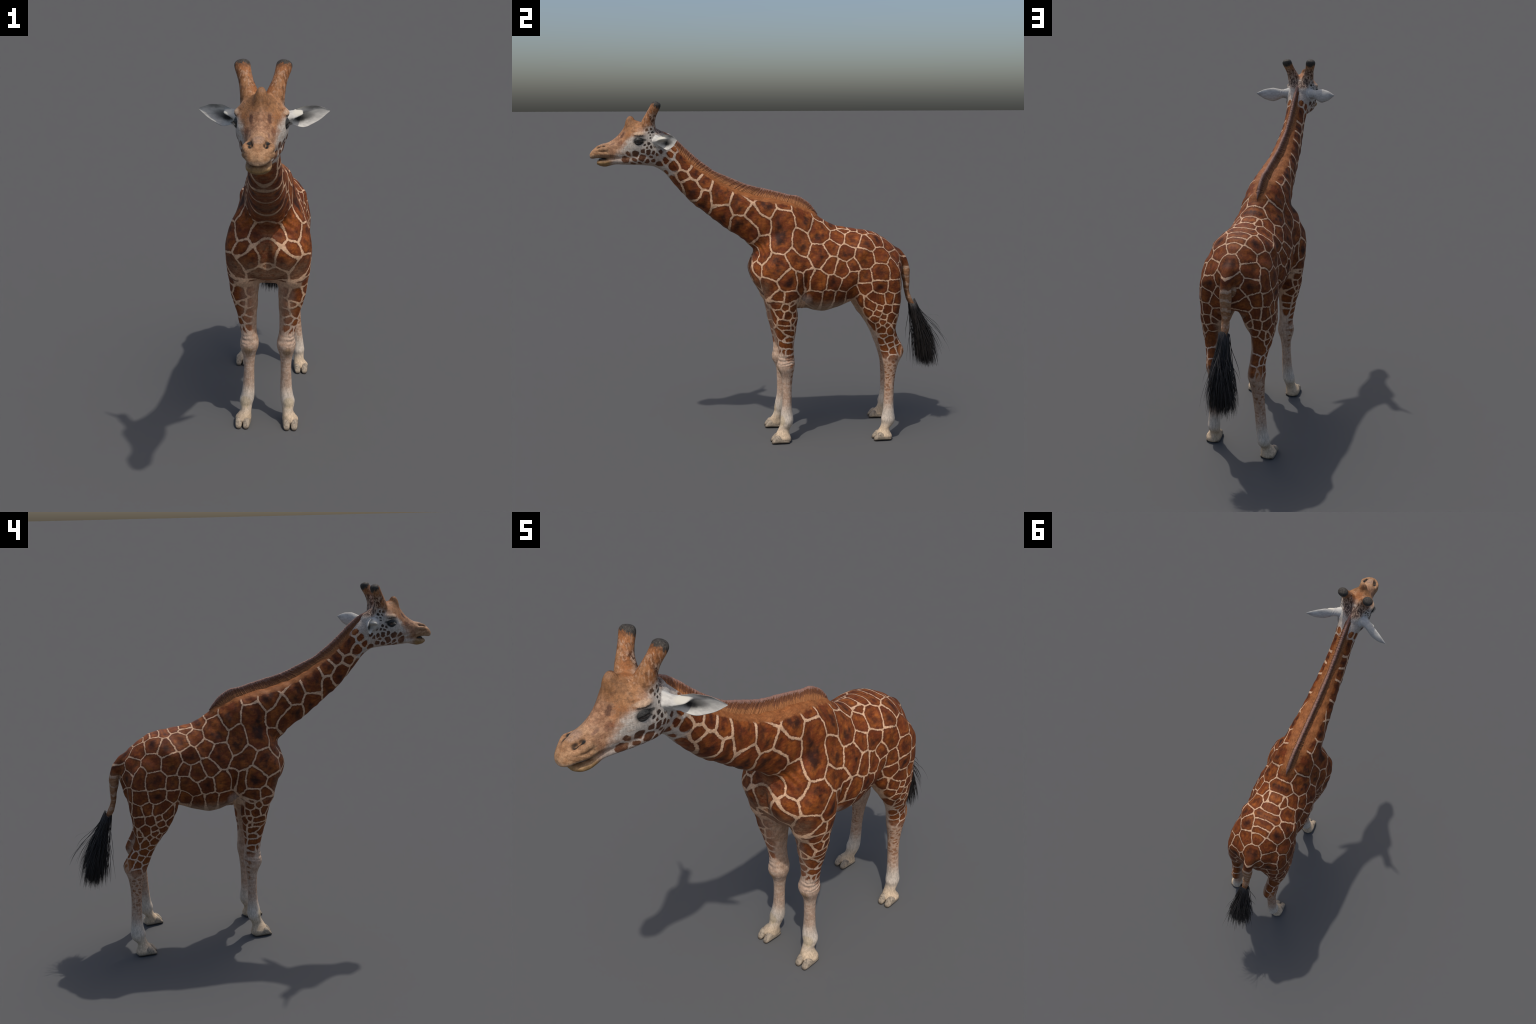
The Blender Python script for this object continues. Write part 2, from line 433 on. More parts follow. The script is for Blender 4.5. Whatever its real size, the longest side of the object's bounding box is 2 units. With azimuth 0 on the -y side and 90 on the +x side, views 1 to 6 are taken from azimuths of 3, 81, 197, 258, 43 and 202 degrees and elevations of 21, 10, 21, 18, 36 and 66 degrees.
TORSO_CELLS = [
    (0.059, 0.098, 1.293, 0.040, 0.103, 0.131, 1.221), (0.021, 0.214, 1.247, 0.019),
    (0.106, 0.011, 1.254, 0.048, 0.138, -0.017, 1.131), (0.098, -0.090, 1.131, 0.026, 0.125, -0.100, 1.053),
    (0.098, 0.199, 1.177, 0.055), (0.120, 0.095, 1.159, 0.032, 0.148, 0.095, 1.089), (0.161, 0.191, 1.057, 0.047),
    (0.179, -0.051, 1.005, 0.058), (0.165, 0.053, 1.058, 0.030, 0.167, 0.102, 1.007),
    (0.169, 0.127, 0.967, 0.015, 0.152, 0.128, 0.911), (0.177, 0.081, 0.954, 0.013, 0.166, 0.092, 0.896),
    (0.198, 0.018, 0.933, 0.045), (0.181, -0.090, 0.892, 0.041), (0.179, 0.184, 0.920, 0.041), (0.137, 0.262, 1.095, 0.032),
    (0.172, 0.249, 1.005, 0.033), (0.172, 0.309, 0.982, 0.033), (0.144, 0.344, 1.064, 0.033), (0.164, 0.382, 1.002, 0.027),
    (0.183, 0.267, 0.908, 0.032), (0.178, 0.328, 0.886, 0.021, 0.171, 0.380, 0.936), (0.153, 0.179, 0.827, 0.025),
    (0.161, 0.249, 0.825, 0.033), (0.153, 0.309, 0.822, 0.034), (0.141, 0.375, 0.840, 0.030), (0.190, -0.040, 0.842, 0.027),
    (0.193, 0.029, 0.836, 0.026), (0.111, -0.139, 0.974, 0.025), (0.094, 0.309, 1.147, 0.035), (0.103, 0.387, 1.132, 0.040),
    (0.132, 0.464, 1.111, 0.040), (0.103, 0.522, 1.121, 0.041), (0.168, 0.439, 1.038, 0.046), (0.152, 0.541, 1.048, 0.043),
    (0.077, 0.596, 1.085, 0.036), (0.102, 0.628, 1.024, 0.039), (0.020, 0.647, 1.074, 0.012, 0.030, 0.686, 1.034),
    (0.185, 0.529, 0.958, 0.043), (0.159, 0.595, 1.006, 0.020, 0.175, 0.609, 0.938), (0.174, 0.441, 0.937, 0.027),
    (0.192, 0.524, 0.885, 0.033), (0.182, 0.608, 0.879, 0.031), (0.180, 0.444, 0.868, 0.025),
    (0.000, 0.281, 1.210, 0.022, 0.042, 0.277, 1.199), (0.000, 0.346, 1.189, 0.018, 0.029, 0.345, 1.185),
    (0.054, 0.346, 1.174, 0.020), (0.000, 0.408, 1.178, 0.016, 0.024, 0.409, 1.176),
    (0.000, 0.458, 1.167, 0.015, 0.046, 0.457, 1.164), (0.000, 0.507, 1.160, 0.016, 0.029, 0.509, 1.157),
    (0.000, 0.542, 1.149, 0.010, 0.024, 0.544, 1.147), (0.000, 0.586, 1.123, 0.014, 0.005, 0.584, 1.124),
    (0.101, 0.662, 0.961, 0.032), (0.078, 0.668, 0.860, 0.023), (0.131, 0.661, 0.881, 0.023), (0.049, 0.684, 0.993, 0.022),
    (0.049, 0.686, 0.918, 0.018), (0.000, -0.134, 1.054, 0.017, 0.040, -0.134, 1.043),
    (0.000, -0.145, 1.004, 0.028, 0.002, -0.144, 0.936), (0.083, -0.156, 0.933, 0.040), (0.006, -0.137, 0.902, 0.014),
    (0.030, -0.133, 0.869, 0.021),
]
FORE_CELLS = [
    (0.180, -0.039, 0.800, 0.023), (0.185, -0.000, 0.782, 0.014), (0.176, 0.046, 0.775, 0.016), (0.185, 0.039, 0.807, 0.010),
    (0.174, -0.027, 0.749, 0.021), (0.179, 0.019, 0.738, 0.020), (0.161, 0.060, 0.734, 0.011),
    (0.170, -0.022, 0.698, 0.011, 0.170, 0.019, 0.691), (0.161, -0.018, 0.670, 0.008, 0.166, 0.023, 0.667),
    (0.163, 0.053, 0.700, 0.014), (0.155, 0.052, 0.666, 0.012), (0.159, 0.010, 0.640, 0.009, 0.147, 0.055, 0.631),
    (0.136, -0.033, 0.641, 0.017, 0.147, -0.004, 0.611), (0.148, 0.012, 0.598, 0.009, 0.133, 0.057, 0.593),
    (0.130, -0.013, 0.567, 0.012, 0.132, 0.049, 0.558), (0.127, -0.002, 0.522, 0.011), (0.133, 0.034, 0.519, 0.012),
    (0.128, 0.040, 0.488, 0.008), (0.133, -0.057, 0.721, 0.032), (0.085, -0.059, 0.738, 0.012), (0.118, -0.052, 0.682, 0.012),
    (0.102, -0.029, 0.583, 0.010), (0.095, -0.020, 0.535, 0.007), (0.117, -0.013, 0.524, 0.011), (0.082, -0.046, 0.680, 0.011),
    (0.082, -0.034, 0.624, 0.010), (0.193, 0.029, 0.836, 0.026), (0.190, -0.040, 0.842, 0.027), (0.124, 0.082, 0.727, 0.022),
    (0.142, 0.071, 0.686, 0.025), (0.120, 0.074, 0.643, 0.023), (0.117, 0.067, 0.596, 0.018), (0.113, 0.064, 0.566, 0.015),
]
HIND_CELLS = [
    (0.067, 0.658, 0.790, 0.025), (0.101, 0.656, 0.753, 0.011), (0.130, 0.655, 0.753, 0.020), (0.178, 0.624, 0.749, 0.026),
    (0.114, 0.646, 0.701, 0.017), (0.155, 0.637, 0.687, 0.020), (0.187, 0.593, 0.702, 0.027), (0.173, 0.610, 0.647, 0.018),
    (0.125, 0.636, 0.659, 0.024, 0.141, 0.633, 0.622), (0.123, 0.655, 0.565, 0.017), (0.150, 0.640, 0.555, 0.010),
    (0.159, 0.598, 0.541, 0.009), (0.143, 0.668, 0.506, 0.008), (0.153, 0.618, 0.502, 0.016), (0.113, 0.680, 0.518, 0.015),
    (0.187, 0.478, 0.826, 0.021, 0.192, 0.529, 0.808), (0.188, 0.577, 0.815, 0.025), (0.171, 0.631, 0.802, 0.029),
    (0.178, 0.453, 0.799, 0.019, 0.187, 0.482, 0.769), (0.155, 0.424, 0.798, 0.024), (0.192, 0.520, 0.761, 0.012),
    (0.192, 0.566, 0.750, 0.020), (0.192, 0.510, 0.735, 0.016), (0.177, 0.463, 0.737, 0.018), (0.191, 0.547, 0.709, 0.014),
    (0.188, 0.499, 0.696, 0.017), (0.191, 0.542, 0.684, 0.014), (0.158, 0.489, 0.659, 0.022), (0.179, 0.516, 0.661, 0.012),
    (0.187, 0.568, 0.662, 0.011), (0.180, 0.541, 0.638, 0.017), (0.181, 0.594, 0.633, 0.020), (0.173, 0.620, 0.685, 0.019),
    (0.171, 0.557, 0.597, 0.008), (0.167, 0.583, 0.573, 0.015), (0.151, 0.549, 0.561, 0.012), (0.150, 0.570, 0.522, 0.014),
    (0.149, 0.649, 0.513, 0.018), (0.164, 0.615, 0.468, 0.015), (0.145, 0.573, 0.485, 0.011), (0.192, 0.524, 0.885, 0.033),
    (0.182, 0.608, 0.879, 0.031), (0.180, 0.444, 0.868, 0.025), (0.078, 0.668, 0.860, 0.023), (0.131, 0.661, 0.881, 0.023),
    (0.134, 0.660, 0.811, 0.022),
]
HEADS_CELLS = [
    (0.077, -0.686, 1.751, 0.007), (0.074, -0.674, 1.752, 0.008), (0.067, -0.663, 1.759, 0.010), (0.074, -0.679, 1.727, 0.007),
    (0.070, -0.672, 1.712, 0.009), (0.077, -0.697, 1.725, 0.007), (0.077, -0.690, 1.711, 0.005), (0.079, -0.682, 1.697, 0.005),
    (0.072, -0.665, 1.696, 0.006), (0.083, -0.680, 1.682, 0.005), (0.083, -0.672, 1.670, 0.006), (0.090, -0.710, 1.648, 0.006),
    (0.088, -0.690, 1.654, 0.008), (0.087, -0.680, 1.640, 0.008), (0.090, -0.700, 1.635, 0.007), (0.083, -0.663, 1.643, 0.008),
    (0.087, -0.722, 1.616, 0.011), (0.088, -0.693, 1.611, 0.014), (0.083, -0.671, 1.605, 0.012), (0.077, -0.649, 1.600, 0.009),
    (0.074, -0.759, 1.603, 0.017), (0.063, -0.798, 1.601, 0.013), (0.076, -0.725, 1.580, 0.019), (0.079, -0.679, 1.590, 0.009),
    (0.051, -0.811, 1.575, 0.019), (0.065, -0.767, 1.570, 0.012), (0.073, -0.704, 1.565, 0.014), (0.069, -0.670, 1.567, 0.010),
    (0.052, -0.773, 1.553, 0.013), (0.062, -0.739, 1.556, 0.009), (0.074, -0.633, 1.612, 0.011),
]
# ------------------------------------------------------------------ separate parts
EAR_AXIS = [(0.048, -0.662, 1.662), (0.097, -0.638, 1.6655), (0.122, -0.625, 1.664), (0.150, -0.607, 1.663),
            (0.198, -0.576, 1.671), (0.238, -0.5545, 1.677)]
EAR_AT = [0.0, 0.18, 0.33, 0.5, 0.77, 1.0]
EAR_RISE = [0.044, 0.0235, 0.033, 0.0425, 0.029, 0.0015]
EAR_BACK = [0.036, 0.021, 0.022, 0.021, 0.013, 0.001]


def build_ear(side):
    ns, nt = 60, 25
    s = np.linspace(0, 1, ns)
    ax = np.column_stack([np.interp(s, EAR_AT, [p[k] for p in EAR_AXIS]) for k in range(3)])
    for _ in range(6):
        ax[1:-1] = (ax[:-2] + ax[2:]) / 2 * 0.5 + ax[1:-1] * 0.5
    def curve(y):
        r = np.interp(s, EAR_AT, y)
        for _ in range(10):
            r[1:-1] = (r[:-2] + r[2:]) / 2 * 0.5 + r[1:-1] * 0.5
        return r
    rise, back = curve(EAR_RISE), curve(EAR_BACK)
    T = np.gradient(ax, axis=0); T /= np.linalg.norm(T, axis=1)[:, None]
    up = np.array([0.10, 0.0, 1.0]) - T * (T @ np.array([0.10, 0.0, 1.0]))[:, None]
    up /= np.linalg.norm(up, axis=1)[:, None]
    out = np.cross(up, T); out *= np.sign(out[:, 1])[:, None]
    t = np.linspace(-1, 1, nt)
    arc = (1 - t * t) ** 0.6
    rings = []
    for i in range(ns):
        thick = 0.0045 * min(1, (1 - s[i]) * 6)
        base = ax[i] + np.outer(t, up[i]) * rise[i]
        outer = base + np.outer(arc * back[i], out[i])
        shut = 1 / (1 + np.exp((s[i] - 0.24 - 0.20 * np.exp(-((t - 0.42) / 0.30) ** 2)) * 55))
        hollow = np.maximum(back[i] - thick, 0.3 * back[i])
        front = hollow * (1 - shut) * arc - shut * arc * back[i] * (0.75 + 0.25 * np.sin(t * 3 + 1))
        inner = base + np.outer(front, out[i])
        rings.append(np.vstack([outer, inner[::-1][1:-1]]))
    R = np.array(rings)
    R[:, :, 0] *= side
    v, f = rings_to_mesh(R)
    me = make_mesh("ear", v, f)
    v, e = mesh_arrays(me)
    v = smooth(v, e, 0.4, 3)
    # wrinkled skin round the root of the ear
    d = np.abs(v[:, 0])
    ring = np.sin(d * 520 + v[:, 2] * 160) * np.exp(-((d - 0.098) / 0.016) ** 2) * 0.0012
    n = np.empty(len(v) * 3); me.vertices.foreach_get("normal", n); n = n.reshape(-1, 3)
    v = v + n * ring[:, None]
    me.vertices.foreach_set("co", v.ravel()); me.update()
    return me


MANE_BASE = [(-0.640, 1.712), (-0.600, 1.688), (-0.552, 1.642), (-0.521, 1.610), (-0.468, 1.561), (-0.420, 1.520),
             (-0.366, 1.487), (-0.326, 1.459), (-0.244, 1.414), (-0.175, 1.390), (-0.120, 1.375), (-0.025, 1.360),
             (0.042, 1.349), (0.098, 1.328), (0.150, 1.305), (0.184, 1.284), (0.213, 1.258)]
MANE_TOP = [(-0.636, 1.722), (-0.590, 1.703), (-0.541, 1.666), (-0.509, 1.635), (-0.451, 1.582), (-0.393, 1.536),
            (-0.340, 1.500), (-0.284, 1.476), (-0.196, 1.438), (-0.130, 1.417), (-0.089, 1.408), (-0.010, 1.388),
            (0.056, 1.370), (0.110, 1.360), (0.165, 1.324), (0.196, 1.288), (0.216, 1.260)]


def build_mane():
    rng = np.random.default_rng(3)
    n, rows = 620, 17
    at = np.linspace(0, len(MANE_BASE) - 1, n) * 8
    def along(path):
        P = catmull(path, 8)
        i = np.clip(at, 0, len(P) - 1)
        return np.column_stack([np.interp(i, np.arange(len(P)), P[:, k]) for k in range(2)])
    B, T = along(MANE_BASE), along(MANE_TOP)
    d = T - B
    ln = np.linalg.norm(d, axis=1); d /= ln[:, None]
    strand = rng.normal(0, 1, n); strand = 0.6 * strand + 0.4 * np.roll(strand, 1)
    wave = np.sin(np.arange(n) * 0.31) * 0.4 + np.sin(np.arange(n) * 0.13 + 1)
    fade = np.clip(np.minimum(np.arange(n) / 24, (n - 1 - np.arange(n)) / 40), 0.1, 1)
    top = ln + (strand * 0.0006 + wave * 0.0004) * fade
    v, f, idx = [], [], []
    h = np.linspace(0, 1, rows)
    prof = np.interp(h, [0, 0.5, 0.68, 0.82, 0.94, 1], [0.0300, 0.0160, 0.0100, 0.0075, 0.0060, 0.0028])
    rings = []
    for i in range(n):
        lean = rng.normal(0, 0.0006)
        root = B[i] - d[i] * 0.030
        right = []
        for k in range(rows):
            p = root + d[i] * (0.030 + top[i]) * h[k]
            w = prof[k] * fade[i] * (1 + 0.07 * strand[i] * min(1, h[k] * 3)) + 0.0008
            right.append((w + lean * h[k], p[0], p[1]))
        left = [(-x + 2 * lean * h[k], y, z) for k, (x, y, z) in reversed(list(enumerate(right)))]
        rings.append(np.array(right + left))
    v, f = rings_to_mesh(np.array(rings))
    me = make_mesh("mane", v, f)
    # hair roots, lengths and tips: three tones that interlock strand by strand
    m = 2 * rows
    cut = np.clip(rng.normal(0, 0.9, n), -2, 2)
    idx = np.zeros(len(me.polygons), np.int32)
    for q in range((n - 1) * m):
        i, j = divmod(q, m)
        k = j if j < rows else m - 1 - j
        k = min(k, rows - 1) + cut[i]
        idx[q] = 0 if k < 8.6 else (1 if k < 13.8 else 2)
    return me, idx


def build_tuft():
    rng = np.random.default_rng(11)
    root_path = catmull([r[:3] for r in TAIL[7:10]], 10)
    V, F, n0 = [], [], 0
    for k in range(1150):
        u = rng.random() ** 0.8
        i = u * (len(root_path) - 1)
        p = np.array([np.interp(i, np.arange(len(root_path)), root_path[:, c]) for c in range(3)])
        ang = rng.random() * 2 * np.pi
        rad = np.interp(u, [0, 1], [0.022, 0.006])
        p = p + np.array([np.cos(ang) * rad * 1.25, np.sin(ang) * rad * 0.8 + 0.004, -0.002 + 0.022 * max(0.0, np.sin(ang))])
        stray = rng.random() < 0.05
        side = np.clip(rng.normal(0, 1), -1.8, 1.8) * 0.034 * (1.5 if stray else 1)
        aft = rng.normal(0, 1) * 0.027 + (rng.random() * 0.080 if stray else 0) - (0.03 if rng.random() < 0.15 else 0)
        end = np.array([-0.012 + side + 1.0 * np.cos(ang) * rad, 0.873 + aft + 0.8 * np.sin(ang) * rad,
                        0.355 + abs(rng.normal(0, 0.035)) + (rng.random() * 0.16 if rng.random() < 0.25 else 0)])
        if stray:
            end[2] += 0.05 + rng.random() * 0.05
        c1 = p + np.array([np.cos(ang) * 0.010, 0.030 + 0.2 * aft + np.sin(ang) * 0.008, -0.10])
        c2 = p * 0.40 + end * 0.60 + np.array([0.22 * side, 0.014 + 0.2 * aft, 0.01])
        t = np.linspace(0, 1, 9)[:, None]
        P = (1 - t) ** 3 * p + 3 * (1 - t) ** 2 * t * c1 + 3 * (1 - t) * t * t * c2 + t ** 3 * end
        r = (0.0009 if stray else 0.0019 * (0.7 + 0.6 * rng.random())) * np.interp(t[:, 0], [0, 0.15, 0.7, 1], [0.8, 1, 0.85, 0.1])
        a = np.arange(4) * np.pi / 2 + rng.random()
        ring = np.stack([np.cos(a), np.sin(a), np.zeros(4)], 1)
        R = P[:, None, :] + ring[None] * r[:, None, None]
        v, f = rings_to_mesh(R)
        v[:, 0] += lean(v[:, 1], np.maximum(v[:, 2], 0.60))
        V.append(v); F += [tuple(x + n0 for x in q) for q in f]; n0 += len(v)
    return make_mesh("tail_tuft", np.vstack(V), F)


HOOF = [  # y, height, half width  (toe at -y)
    (0.034, 0.008, 0.0100), (0.027, 0.013, 0.0150), (0.012, 0.021, 0.0180), (-0.005, 0.032, 0.0195),
    (-0.022, 0.043, 0.0198), (-0.038, 0.041, 0.0190), (-0.052, 0.026, 0.0165), (-0.061, 0.012, 0.0120), (-0.0650, 0.004, 0.0050)]


def build_hoof(cx, cy, which, turn=0.0, size=1.0):
    """One half of a cloven hoof; which = -1 inner (towards -x) or 1."""
    rings = []
    a = np.linspace(0, 2 * np.pi, 28, endpoint=False)
    for y, h, w in catmull(HOOF, 4):
        x = np.cos(a); z = np.sin(a)
        X = w * spow(x, 0.75)
        Z = h * (0.5 + 0.5 * spow(z, 0.75))
        lean = 1 - 0.22 * np.clip(Z / 0.045, 0, 1)     # walls lean in towards the coronet
        gap = 0.0198 + (y + 0.03) * 0.05
        X = which * gap + X * lean
        ridge = 0.0006 * np.sin(Z * 900)
        rings.append(np.column_stack([X * (1 + ridge * 10), np.full(28, y), Z]))
    R = np.array(rings) * size
    c, s = math.cos(turn), math.sin(turn)
    R = np.stack([cx + R[..., 0] * c - R[..., 1] * s, cy + R[..., 0] * s + R[..., 1] * c, R[..., 2]], -1)
    v, f = rings_to_mesh(R)
    return make_mesh("hoof", v, f)


FEET = [(0.1175, 0.0, 0.03), (-0.1175, 0.0, -0.03), (0.1660, 0.571, 0.05), (-0.1640, 0.640, -0.05)]
EYE = (0.0700, -0.742, 1.667)
EYE_RADIUS = 0.0230


def ball(c, r, nu=32, nv=18, squash=(1, 1, 1)):
    rings = []
    a = np.linspace(0, 2 * np.pi, nu, endpoint=False)
    for b in np.linspace(-0.995, 0.995, nv) * np.pi / 2:
        rings.append(np.column_stack([np.full(nu, math.sin(b)), np.cos(a) * math.cos(b), np.sin(a) * math.cos(b)]))
    R = np.array(rings) * r * np.array(squash) + np.array(c)
    return rings_to_mesh(R)


def build_lid(side, upper):
    """Half shell over the eyeball, thick at its rim."""
    nu, nv = 36, 12
    c = np.array(EYE)
    rings = []
    lo, hi = (0.16, 1.75) if upper else (-1.75, -0.42)
    e = np.linspace(lo, hi, nv)
    a = np.linspace(-1.25, 1.25, nu)
    def shell(r):
        g = np.zeros((nv, nu, 3))
        for i in range(nv):
            bend = e[i] * (1 - 0.55 * (a / 1.25) ** 2) if abs(e[i]) < 1.0 else np.full(nu, e[i])
            bend = e[i] - (np.abs(a) / 1.25) ** 2 * (0.42 if upper else -0.36) * (1 - (abs(e[i]) - min(abs(lo), abs(hi))) / 1.5)
            g[i, :, 0] = np.cos(bend) * np.cos(a)
            g[i, :, 1] = np.cos(bend) * np.sin(a)
            g[i, :, 2] = np.sin(bend)
        return g * r
    out, inn = shell(EYE_RADIUS + 0.0030), shell(EYE_RADIUS + 0.0002)
    R = np.concatenate([out, inn[:, ::-1]], axis=1) + c
    R[..., 0] *= side
    v, f = rings_to_mesh(R)
    return make_mesh("eyelid", v, f)


def build_lashes(side):
    rng = np.random.default_rng(5)
    V, F, n0 = [], [], 0
    for k in range(70):
        a = -1.0 + 2.0 * k / 69 + rng.normal(0, 0.02)
        b = 0.16 - (abs(a) / 1.25) ** 2 * 0.42
        d = np.array([math.cos(b) * math.cos(a), math.cos(b) * math.sin(a), math.sin(b)])
        p = np.array(EYE) + d * (EYE_RADIUS + 0.0026)
        tip = p + d * (0.008 + rng.random() * 0.004) + np.array([0, rng.normal(0, 0.001), -0.005])
        t = np.linspace(0, 1, 4)[:, None]
        P = p * (1 - t) + tip * t + np.array([0, 0, -0.0015]) * (t * (1 - t) * 4)
        r = 0.0005 * (1 - 0.8 * t[:, 0])
        q = np.arange(3) * 2.1
        R = P[:, None] + np.stack([np.zeros(3), np.cos(q), np.sin(q)], 1)[None] * r[:, None, None]
        R[..., 0] *= side
        v, f = rings_to_mesh(R)
        V.append(v); F += [tuple(x + n0 for x in qf) for qf in f]; n0 += len(v)
    return make_mesh("eyelashes", np.vstack(V), F)
# ------------------------------------------------------------------ materials
class Nodes:
    """Small builder for shader nodes."""
    def __init__(self, name):
        self.mat = bpy.data.materials.new(name)
        self.mat.use_nodes = True
        self.t = self.mat.node_tree
        self.bsdf = self.t.nodes["Principled BSDF"]
        self.obj = self.t.nodes.new("ShaderNodeTexCoord").outputs["Object"]

    def put(self, sock, val):
        if isinstance(val, bpy.types.NodeSocket):
            self.t.links.new(val, sock)
        elif isinstance(val, (tuple, list)) and sock.type == "RGBA":
            sock.default_value = tuple(val) + (1,) * (4 - len(val))
        else:
            sock.default_value = val

    def m(self, op, a, b=None, c=None, clamp=False):
        n = self.t.nodes.new("ShaderNodeMath"); n.operation = op; n.use_clamp = clamp
        for i, v in enumerate((a, b, c)):
            if v is not None:
                self.put(n.inputs[i], v)
        return n.outputs[0]

    def v(self, op, a, b=None, scale=None):
        n = self.t.nodes.new("ShaderNodeVectorMath"); n.operation = op
        self.put(n.inputs[0], a)
        if b is not None:
            self.put(n.inputs[1], b)
        if scale is not None:
            self.put(n.inputs["Scale"], scale)
        return n.outputs["Value" if op in ("DISTANCE", "LENGTH", "DOT_PRODUCT") else "Vector"]

    def split(self, a):
        n = self.t.nodes.new("ShaderNodeSeparateXYZ"); self.put(n.inputs[0], a)
        return n.outputs[0], n.outputs[1], n.outputs[2]

    def join(self, x, y, z):
        n = self.t.nodes.new("ShaderNodeCombineXYZ")
        for i, q in enumerate((x, y, z)):
            self.put(n.inputs[i], q)
        return n.outputs[0]

    def step(self, x, lo, hi, a=0.0, b=1.0):
        """Smooth step of x from lo to hi (lo may exceed hi)."""
        n = self.t.nodes.new("ShaderNodeMapRange"); n.interpolation_type = "SMOOTHSTEP"
        flip = not isinstance(lo, bpy.types.NodeSocket) and not isinstance(hi, bpy.types.NodeSocket) and lo > hi
        if flip:
            lo, hi, a, b = hi, lo, b, a
        for s, q in zip(("Value", "From Min", "From Max", "To Min", "To Max"), (x, lo, hi, a, b)):
            self.put(n.inputs[s], q)
        return n.outputs[0]

    def noise(self, vec, scale, detail=2.0, rough=0.5, colour=False):
        n = self.t.nodes.new("ShaderNodeTexNoise")
        self.put(n.inputs["Vector"], vec)
        n.inputs["Scale"].default_value = scale
        n.inputs["Detail"].default_value = detail
        n.inputs["Roughness"].default_value = rough
        return n.outputs["Color" if colour else "Fac"]

    def mix(self, f, a, b, blend="MIX"):
        n = self.t.nodes.new("ShaderNodeMix"); n.data_type = "RGBA"; n.blend_type = blend
        self.put(n.inputs["Factor"], f); self.put(n.inputs["A"], a); self.put(n.inputs["B"], b)
        n.inputs[6].default_value = n.inputs[6].default_value
        return n.outputs["Result"]

    def mixc(self, f, a, b, blend="MIX"):
        n = self.t.nodes.new("ShaderNodeMix"); n.data_type = "RGBA"; n.blend_type = blend
        self.put(n.inputs[0], f); self.put(n.inputs[6], a); self.put(n.inputs[7], b)
        return n.outputs[2]

    def curve(self, x, pts, x0, x1, y0, y1):
        """Piecewise curve through points (x, y)."""
        t = self.m("DIVIDE", self.m("SUBTRACT", x, x0), x1 - x0, clamp=True)
        n = self.t.nodes.new("ShaderNodeFloatCurve")
        c = n.mapping.curves[0]
        P = [((a - x0) / (x1 - x0), (b - y0) / (y1 - y0)) for a, b in sorted(pts)]
        c.points[0].location = P[0]; c.points[1].location = P[-1]
        for p in P[1:-1]:
            c.points.new(*p)
        for p in c.points:
            p.handle_type = "VECTOR"
        n.mapping.update()
        self.put(n.inputs["Value"], t)
        return self.m("MULTIPLY_ADD", n.outputs[0], y1 - y0, y0)

    def near(self, p, c, radii):
        """1 at the centre of an ellipsoid, 0 from its surface outwards."""
        d = self.v("LENGTH", self.v("DIVIDE", self.v("SUBTRACT", p, c), radii))
        return self.step(d, 1.0, 0.55)

    def finish(self, colour, rough=0.75, bump=None, dist=0.001, strength=0.5, sheen=0.0, spec=0.25):
        self.put(self.bsdf.inputs["Base Color"], colour)
        self.put(self.bsdf.inputs["Roughness"], rough)
        self.bsdf.inputs["Specular IOR Level"].default_value = spec
        if sheen:
            self.bsdf.inputs["Sheen Weight"].default_value = sheen
            self.bsdf.inputs["Sheen Roughness"].default_value = 0.5
        if bump is not None:
            n = self.t.nodes.new("ShaderNodeBump")
            n.inputs["Strength"].default_value = strength
            n.inputs["Distance"].default_value = dist
            self.put(n.inputs["Height"], bump)
            self.put(self.bsdf.inputs["Normal"], n.outputs[0])
        return self.mat


RED_BROWN, ORANGE, DARK = (0.150, 0.034, 0.009), (0.305, 0.088, 0.016), (0.018, 0.008, 0.007)
CREAM = (0.600, 0.385, 0.240)
TAN, MUZZLE, CHEEK = (0.330, 0.158, 0.070), (0.370, 0.222, 0.122), (0.490, 0.435, 0.375)


